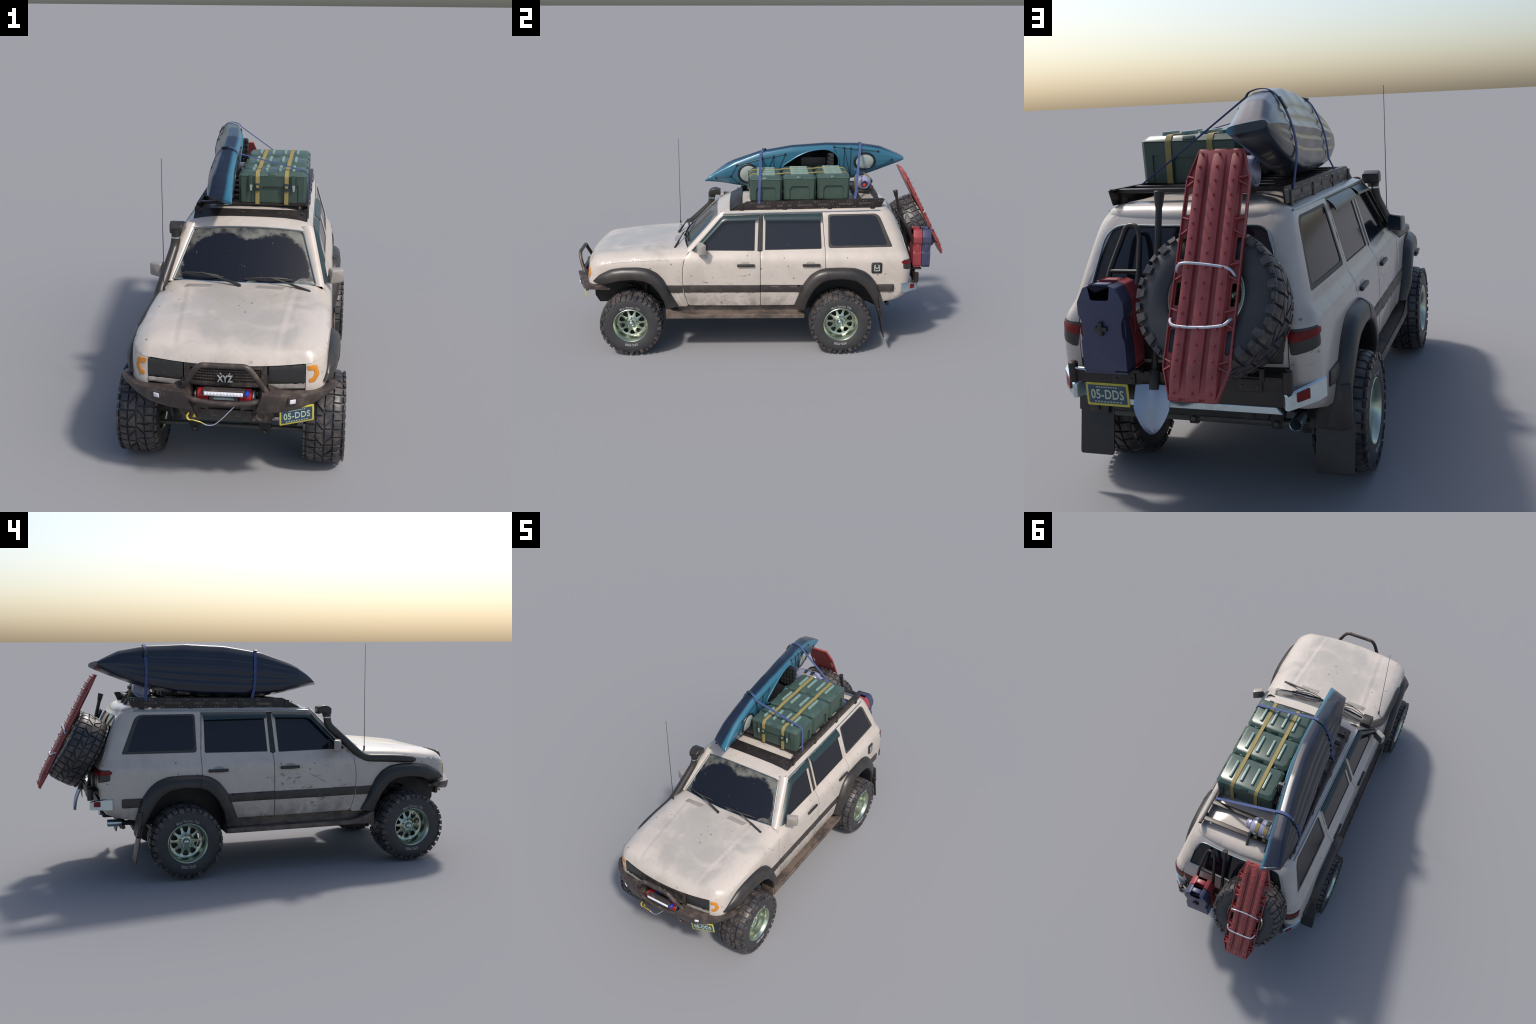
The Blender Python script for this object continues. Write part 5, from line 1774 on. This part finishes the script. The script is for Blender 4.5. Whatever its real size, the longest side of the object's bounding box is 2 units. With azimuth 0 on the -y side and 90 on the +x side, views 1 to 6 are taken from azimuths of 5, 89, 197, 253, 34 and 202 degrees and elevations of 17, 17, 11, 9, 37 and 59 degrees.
def build_gas_bottle():
    g = thing("gas_bottle", (-.06, .533, .775), "lavender grey gas bottle strapped down sideways", "gas bottle")
    c = (0, .534, .8190)
    prof = [(-.140, .0001), (-.140, .028), (-.136, .031), (-.137, .037), (-.128, .0405), (-.075, .0415), (-.030, .0410), (-.016, .036), (-.008, .026), (-.006, .012), (-.004, .0001)]
    part("bottle_body", *lathe(prof, "x", 40, c), "bottle", g)
    s = Soup()
    col = [(c[0] + .004 + .0, c[1] + .021 * math.cos(a), c[2] + .021 * math.sin(a)) for a in np.linspace(.6, 2 * PI - .6, 30)]
    s.put(loft([col, [(x + .011, y, z) for x, y, z in col], [(x + .011, c[1] + (y - c[1]) * .88, c[2] + (z - c[2]) * .88) for x, y, z in col], [(x, c[1] + (y - c[1]) * .88, c[2] + (z - c[2]) * .88) for x, y, z in col]], cap=False), "bottle")
    s.put(lathe([(-.006, .026), (.004, .024), (.006, .018)], "x", 30, c), "bottle")
    s.add("bottle_collar", g)
    s = Soup()
    s.put(lathe([(-.004, .007), (.012, .006), (.012, .0001)], "x", 12, c), "axle")
    s.put(lathe([(.012, .0001), (.012, .0085), (.019, .0085), (.020, .0001)], "x", 6, (c[0], c[1] - .003, c[2] - .003)), "bolt_red")
    s.put(lathe([(-.004, .0001), (-.004, .006), (.004, .006), (.004, .0001)], "z", 10, (.010, c[1] + .008, c[2] + .010)), "bolt_blue")
    s.add("valve", g)
    s = Soup()
    for x in (-.044, -.086):
        s.put(lathe([(x - .008, .0420), (x - .008, .0435), (x + .008, .0435), (x + .008, .0420)], "x", 40, c), "yellow_strap")
        s.put(box((x, c[1] - .012, c[2] + .0425), (.018, .026, .006), .002, (.28, 0, 0)), "buckle")
        s.put(box((x, c[1] + .044, c[2] + .006), (.016, .010, .016), .002), "buckle")
        for sg in (-1, 1):
            s.put(ribbon([(x, c[1] + sg * .0425, c[2] - .004), (x, c[1] + sg * .046, .782)], (1, 0, 0), .015, .002), "yellow_strap")
    s.add("bottle_strap", g)
    s = Soup()
    for x in (-.014, -.105):
        for sg in (-1, 1):
            s.put(tube([(x, c[1] + sg * .026, c[2] - .026), (x, c[1] + sg * .050, .789), (x, c[1] + sg * .074, .752)], .0060, 10), "axle")
            s.put(box((x, c[1] + sg * .040, .800), (.014, .018, .014), .002, (sg * .8, 0, 0)), "axle")
        s.put(tube([(x, c[1] - .03, .781), (x, c[1], .7765), (x, c[1] + .03, .781)], .006, 10), "axle")
    s.add("bottle_cradle", g)


def build_fuel_cans():
    half = [(.054, 0), (.054, .075), (.0485, .085), (.0485, .118), (.057, .135), (.057, .163), (.040, .196), (.024, .203), (.019, .172)]
    outline = half + [(-a, b) for a, b in reversed(half)]
    s = Soup()
    def slab(y0, y1, zlo=.007):
        v = prism(rounded([(a, max(b, zlo)) for a, b in outline], .003, 2), y0 - y1, ((0, y0, 0), (1, 0, 0), (0, 0, 1)), .0035)
        return v
    can = Soup()
    can.put(slab(-.0225, .0225), "bluecan")
    can.put(prism([(-.054, 0), (.054, 0), (.054, .0045), (-.054, .0045)], -.041, ((0, -.0205, 0), (1, 0, 0), (0, 0, 1)), .001), "bluecan")
    can.put(box((.014, 0, .006), (.074, .040, .006)), "bluecan")
    can.put(box((0, 0, .1990), (.034, .022, .009), .003), "bluecan")
    for sg in (1, -1):
        can.put(box((sg * .0190, 0, .1950), (.012, .022, .012), .003, (0, sg * .6, 0)), "bluecan")
        can.put(box((sg * .0505, 0, .1015), (.004, .020, .045), .002), "bluecan")
    base = can.mesh("fuel_can_body", 30)
    red = base.copy()
    red.name = "fuel_can_body"
    red.materials[0] = M["redcan"]
    knob = Soup()
    knob.put(box((0, 0, 0), (.030, .009, .010), .002), "trim")
    knob.put(box((0, .001, 0), (.010, .009, .031), .002), "trim")
    knob_mesh = knob.mesh("clamp_knob")
    for y, me, word in ((.8025, red, "red"), (.8495, base, "navy blue")):
        e = thing("fuel_can", (.130, y, .407), f"flat {word} plastic fuel can with moulded handle", "fuel can")
        link_local("can_body", me, e)
        if word != "red":
            k = link_local("clamp_knob", knob_mesh, e)
            k.location = (0, .026, .105)


def build_board():
    t = thing("traction_board", (-.1285, .99, .40), "long red studded plastic traction board", "recovery board")
    top = np.array((-.1285, .7335, .8875)); bot = np.array((-.1285, .9905, .4010))
    L = np.linalg.norm(bot - top)
    w = (top - bot) / L                    # up along the board
    u = np.array((-1.0, 0, 0))             # right hand as seen from behind
    n = np.cross(u, w)                     # out of the board
    fr = lambda h: (bot + n * h, u, w)
    out = [(-.052, 0), (.052, 0), (.0735, .070), (.0735, L - .074), (.052, L), (-.052, L), (-.0735, L - .074), (-.0735, .070)]
    s = Soup()
    fm = lambda a, b: tuple(bot[i] + u[i] * a + w[i] * b + n[i] * .004 for i in range(3))
    pitch = (L - .15) / 4
    slots = []
    for sg in (1, -1):
        for k in range(4):
            v0 = .082 + pitch * k
            slots.append(rounded([(sg * .0565, v0 + .016), (sg * .0675, v0 + .016), (sg * .0675, v0 + .066), (sg * .0565, v0 + .066)], .004))
    s.put(panel(rounded(out, .003), fm, n, .02, .005, slots, edge=.0004), "red")
    back = panel(rounded(out, .003), lambda a, b: tuple(bot[i] + u[i] * a + w[i] * b - n[i] * .0015 for i in range(3)), -n, .02, 0, slots)
    s.put(back, "red")
    # channel floor and the three raised studded bands
    s.put(prism([(-.0505, .006), (.0505, .006), (.0525, .07), (.0525, L - .07), (.0505, L - .006), (-.0505, L - .006), (-.0525, L - .07), (-.0525, .07)], .009, fr(.003), .002), "red")
    def band(x0, x1, v0, v1):
        rows = []
        for v, h in ((v0, .009), (v0 + .03, .0165), (v0 + .06, .0205), (v1 - .06, .0205), (v1 - .03, .0165), (v1, .009)):
            row = []
            for x, k in ((x0 - .003, .35), (x0, .95), (x0 + .0015, 1.0), ((x0 + x1) / 2, 1.02), (x1 - .0015, 1.0), (x1, .95), (x1 + .003, .35)):
                row.append(bot + u * x + w * v + n * (h * k))
            rows.append(row)
        return loft(rows, cap=True)
    for x0, x1 in ((-.0500, -.0285), (-.0150, .0150), (.0285, .0500)):
        s.put(band(x0, x1, .002, L - .002), "red")
    for sg in (1, -1):
        # outer lip and gussets
        s.put(prism([(sg * .0705, .068), (sg * .0735, .070), (sg * .0735, L - .074), (sg * .0705, L - .072)], .010, fr(.0), .0008), "red")
        s.put(prism([(sg * .0495, .004), (sg * .052, .002), (sg * .0735, .070), (sg * .0705, .070)], .010, fr(.0), .0008), "red")
        s.put(prism([(sg * .0495, L - .004), (sg * .052, L - .002), (sg * .0735, L - .074), (sg * .0705, L - .074)], .010, fr(.0), .0008), "red")
        for k in range(5):
            for e in (-.020, .012):
                v = .074 + pitch * k + e * (1 if 0 < k < 4 else .5)
                a = [bot + u * (sg * x) + w * vv + n * h for x, vv, h in ((.052, v - .004 * np.sign(e), .019), (.0725, v + .004 * np.sign(e), .008), (.0725, v + .004 * np.sign(e), .002), (.052, v - .004 * np.sign(e), .002))]
                b = [p + w * .003 for p in a]
                s.put((a + b, [(0, 1, 2, 3), (7, 6, 5, 4)] + [(i, (i + 1) % 4, 4 + (i + 1) % 4, 4 + i) for i in range(4)]), "red")
    s.add("board_plate", t, 30)
    prof = [(-.002, .0032), (.0050, .0026), (.0066, .0020), (.0068, .0001)]
    stud = mesh_of("stud", *lathe(prof, "z", 8), "red", 40)
    R = Matrix((u, w, n)).transposed().to_4x4()
    rows = 17
    for j in range(rows):
        v = .016 + (L - .032) * j / (rows - 1)
        h = float(np.interp(v, [0, .03, .06, L - .06, L - .03, L], [.0095, .0168, .0208, .0208, .0168, .0095]))
        for x in (-.0395, 0, .0395):
            o = add("stud", stud, t)
            p = bot + u * x + w * v + n * h
            o.matrix_basis = Matrix.Translation(p) @ R
    # retaining cables
    for left, right, drop in (((-.063, .873, .644), (-.191, .869, .634), .016), ((-.060, .916, .551), (-.193, .916, .554), -.020)):
        a, b = np.array(left), np.array(right)
        f = n * .020
        pts = [a - n * .020, a + n * .006, a + f * .9 + u * .014 + w * drop * .8, (a + b) / 2 + f * .9 + w * drop, b + f * .9 - u * .014 + w * drop * .8, b + n * .006, b - n * .020]
        part("retaining_cable", *tube(spline(pts, 8), .0032, 10), "cable", t)


def build_shovel():
    sh = thing("shovel", (.05, .835, .254), "long handled shovel with pointed steel blade", "shovel")
    a, b = np.array((.050, .696, .782)), np.array((.0495, .800, .362))
    s = Soup()
    d = (b - a) / np.linalg.norm(b - a)
    s.put(tube([a + d * .02, b], .0080, 14), "wood")
    s.put(tube([a - d * .012, a - d * .010, a + d * .014, a + d * .026], [.0115, .0128, .0105, .0082], 16), "wood")
    s.put(tube([b - d * .035, b - d * .030, b + d * .012], [.010, .0118, .0118], 14), "rack")
    s.add("shovel_handle", sh)
    rows = []
    for t in np.linspace(0, 1, 16):
        z = .360 - .107 * t
        y = .800 + .030 * t + .006 * math.sin(t * PI)
        hw = .0445 * (1 if t < .45 else math.sqrt(max(0, 1 - ((t - .45) / .552) ** 2)) * .55 + .45 * (1 - (t - .45) / .55))
        hw = max(hw, .0004)
        row = []
        for q in np.linspace(-1, 1, 15):
            groove = -.006 * math.exp(-(q * hw / .009) ** 2) * max(0, 1 - t / .65)
            row.append((.049 + q * hw, y - groove - .010 * (1 - q * q) + .006, z))
        rows.append(row)
    back = [[(x, y - .0025, z) for x, y, z in r] for r in rows]
    s = Soup()
    v, f = loft(rows)
    v2, f2 = loft(back)
    m = len(v)
    f = f + [tuple(i + m for i in reversed(q)) for q in f2]
    n, k = len(rows), 15
    loop = [i for i in range(k)] + [r * k + k - 1 for r in range(1, n)] + [(n - 1) * k + i for i in range(k - 2, -1, -1)] + [r * k for r in range(n - 2, 0, -1)]
    f += [(loop[i], loop[(i + 1) % len(loop)], loop[(i + 1) % len(loop)] + m, loop[i] + m) for i in range(len(loop))]
    s.put((list(v) + list(v2), f), "steel")
    for z in (.352, .343):
        s.put(lathe([(0, .002), (.002, .0017), (.0024, .0001)], "y", 8, (.049, .7985, z)), "cap")
    s.add("shovel_blade", sh)


def main():
    build_materials()
    car = thing("off_road_car", (0, 0, 0), "dusty white lifted off-road car loaded with gear", "car")
    build_body(car)
    build_front(car)
    number_plate(car, ((.1765, -.963, .3140), (.285, -.932, .3255), (.177, -.955, .2540)), -1)
    number_plate(car, ((.237, .783, .352), (.123, .788, .353), (.235, .783, .295)), 1)
    build_wheels(car)
    build_fittings(car)
    build_rack(car)
    build_rear(car)
    build_chassis(car)
    build_straps(car)
    build_kayak()
    build_cases()
    build_gas_bottle()
    build_fuel_cans()
    build_board()
    build_shovel()
    keep = {id(m) for m in M.values()}
    for m in list(bpy.data.materials):
        if not m.users:
            bpy.data.materials.remove(m)


main()
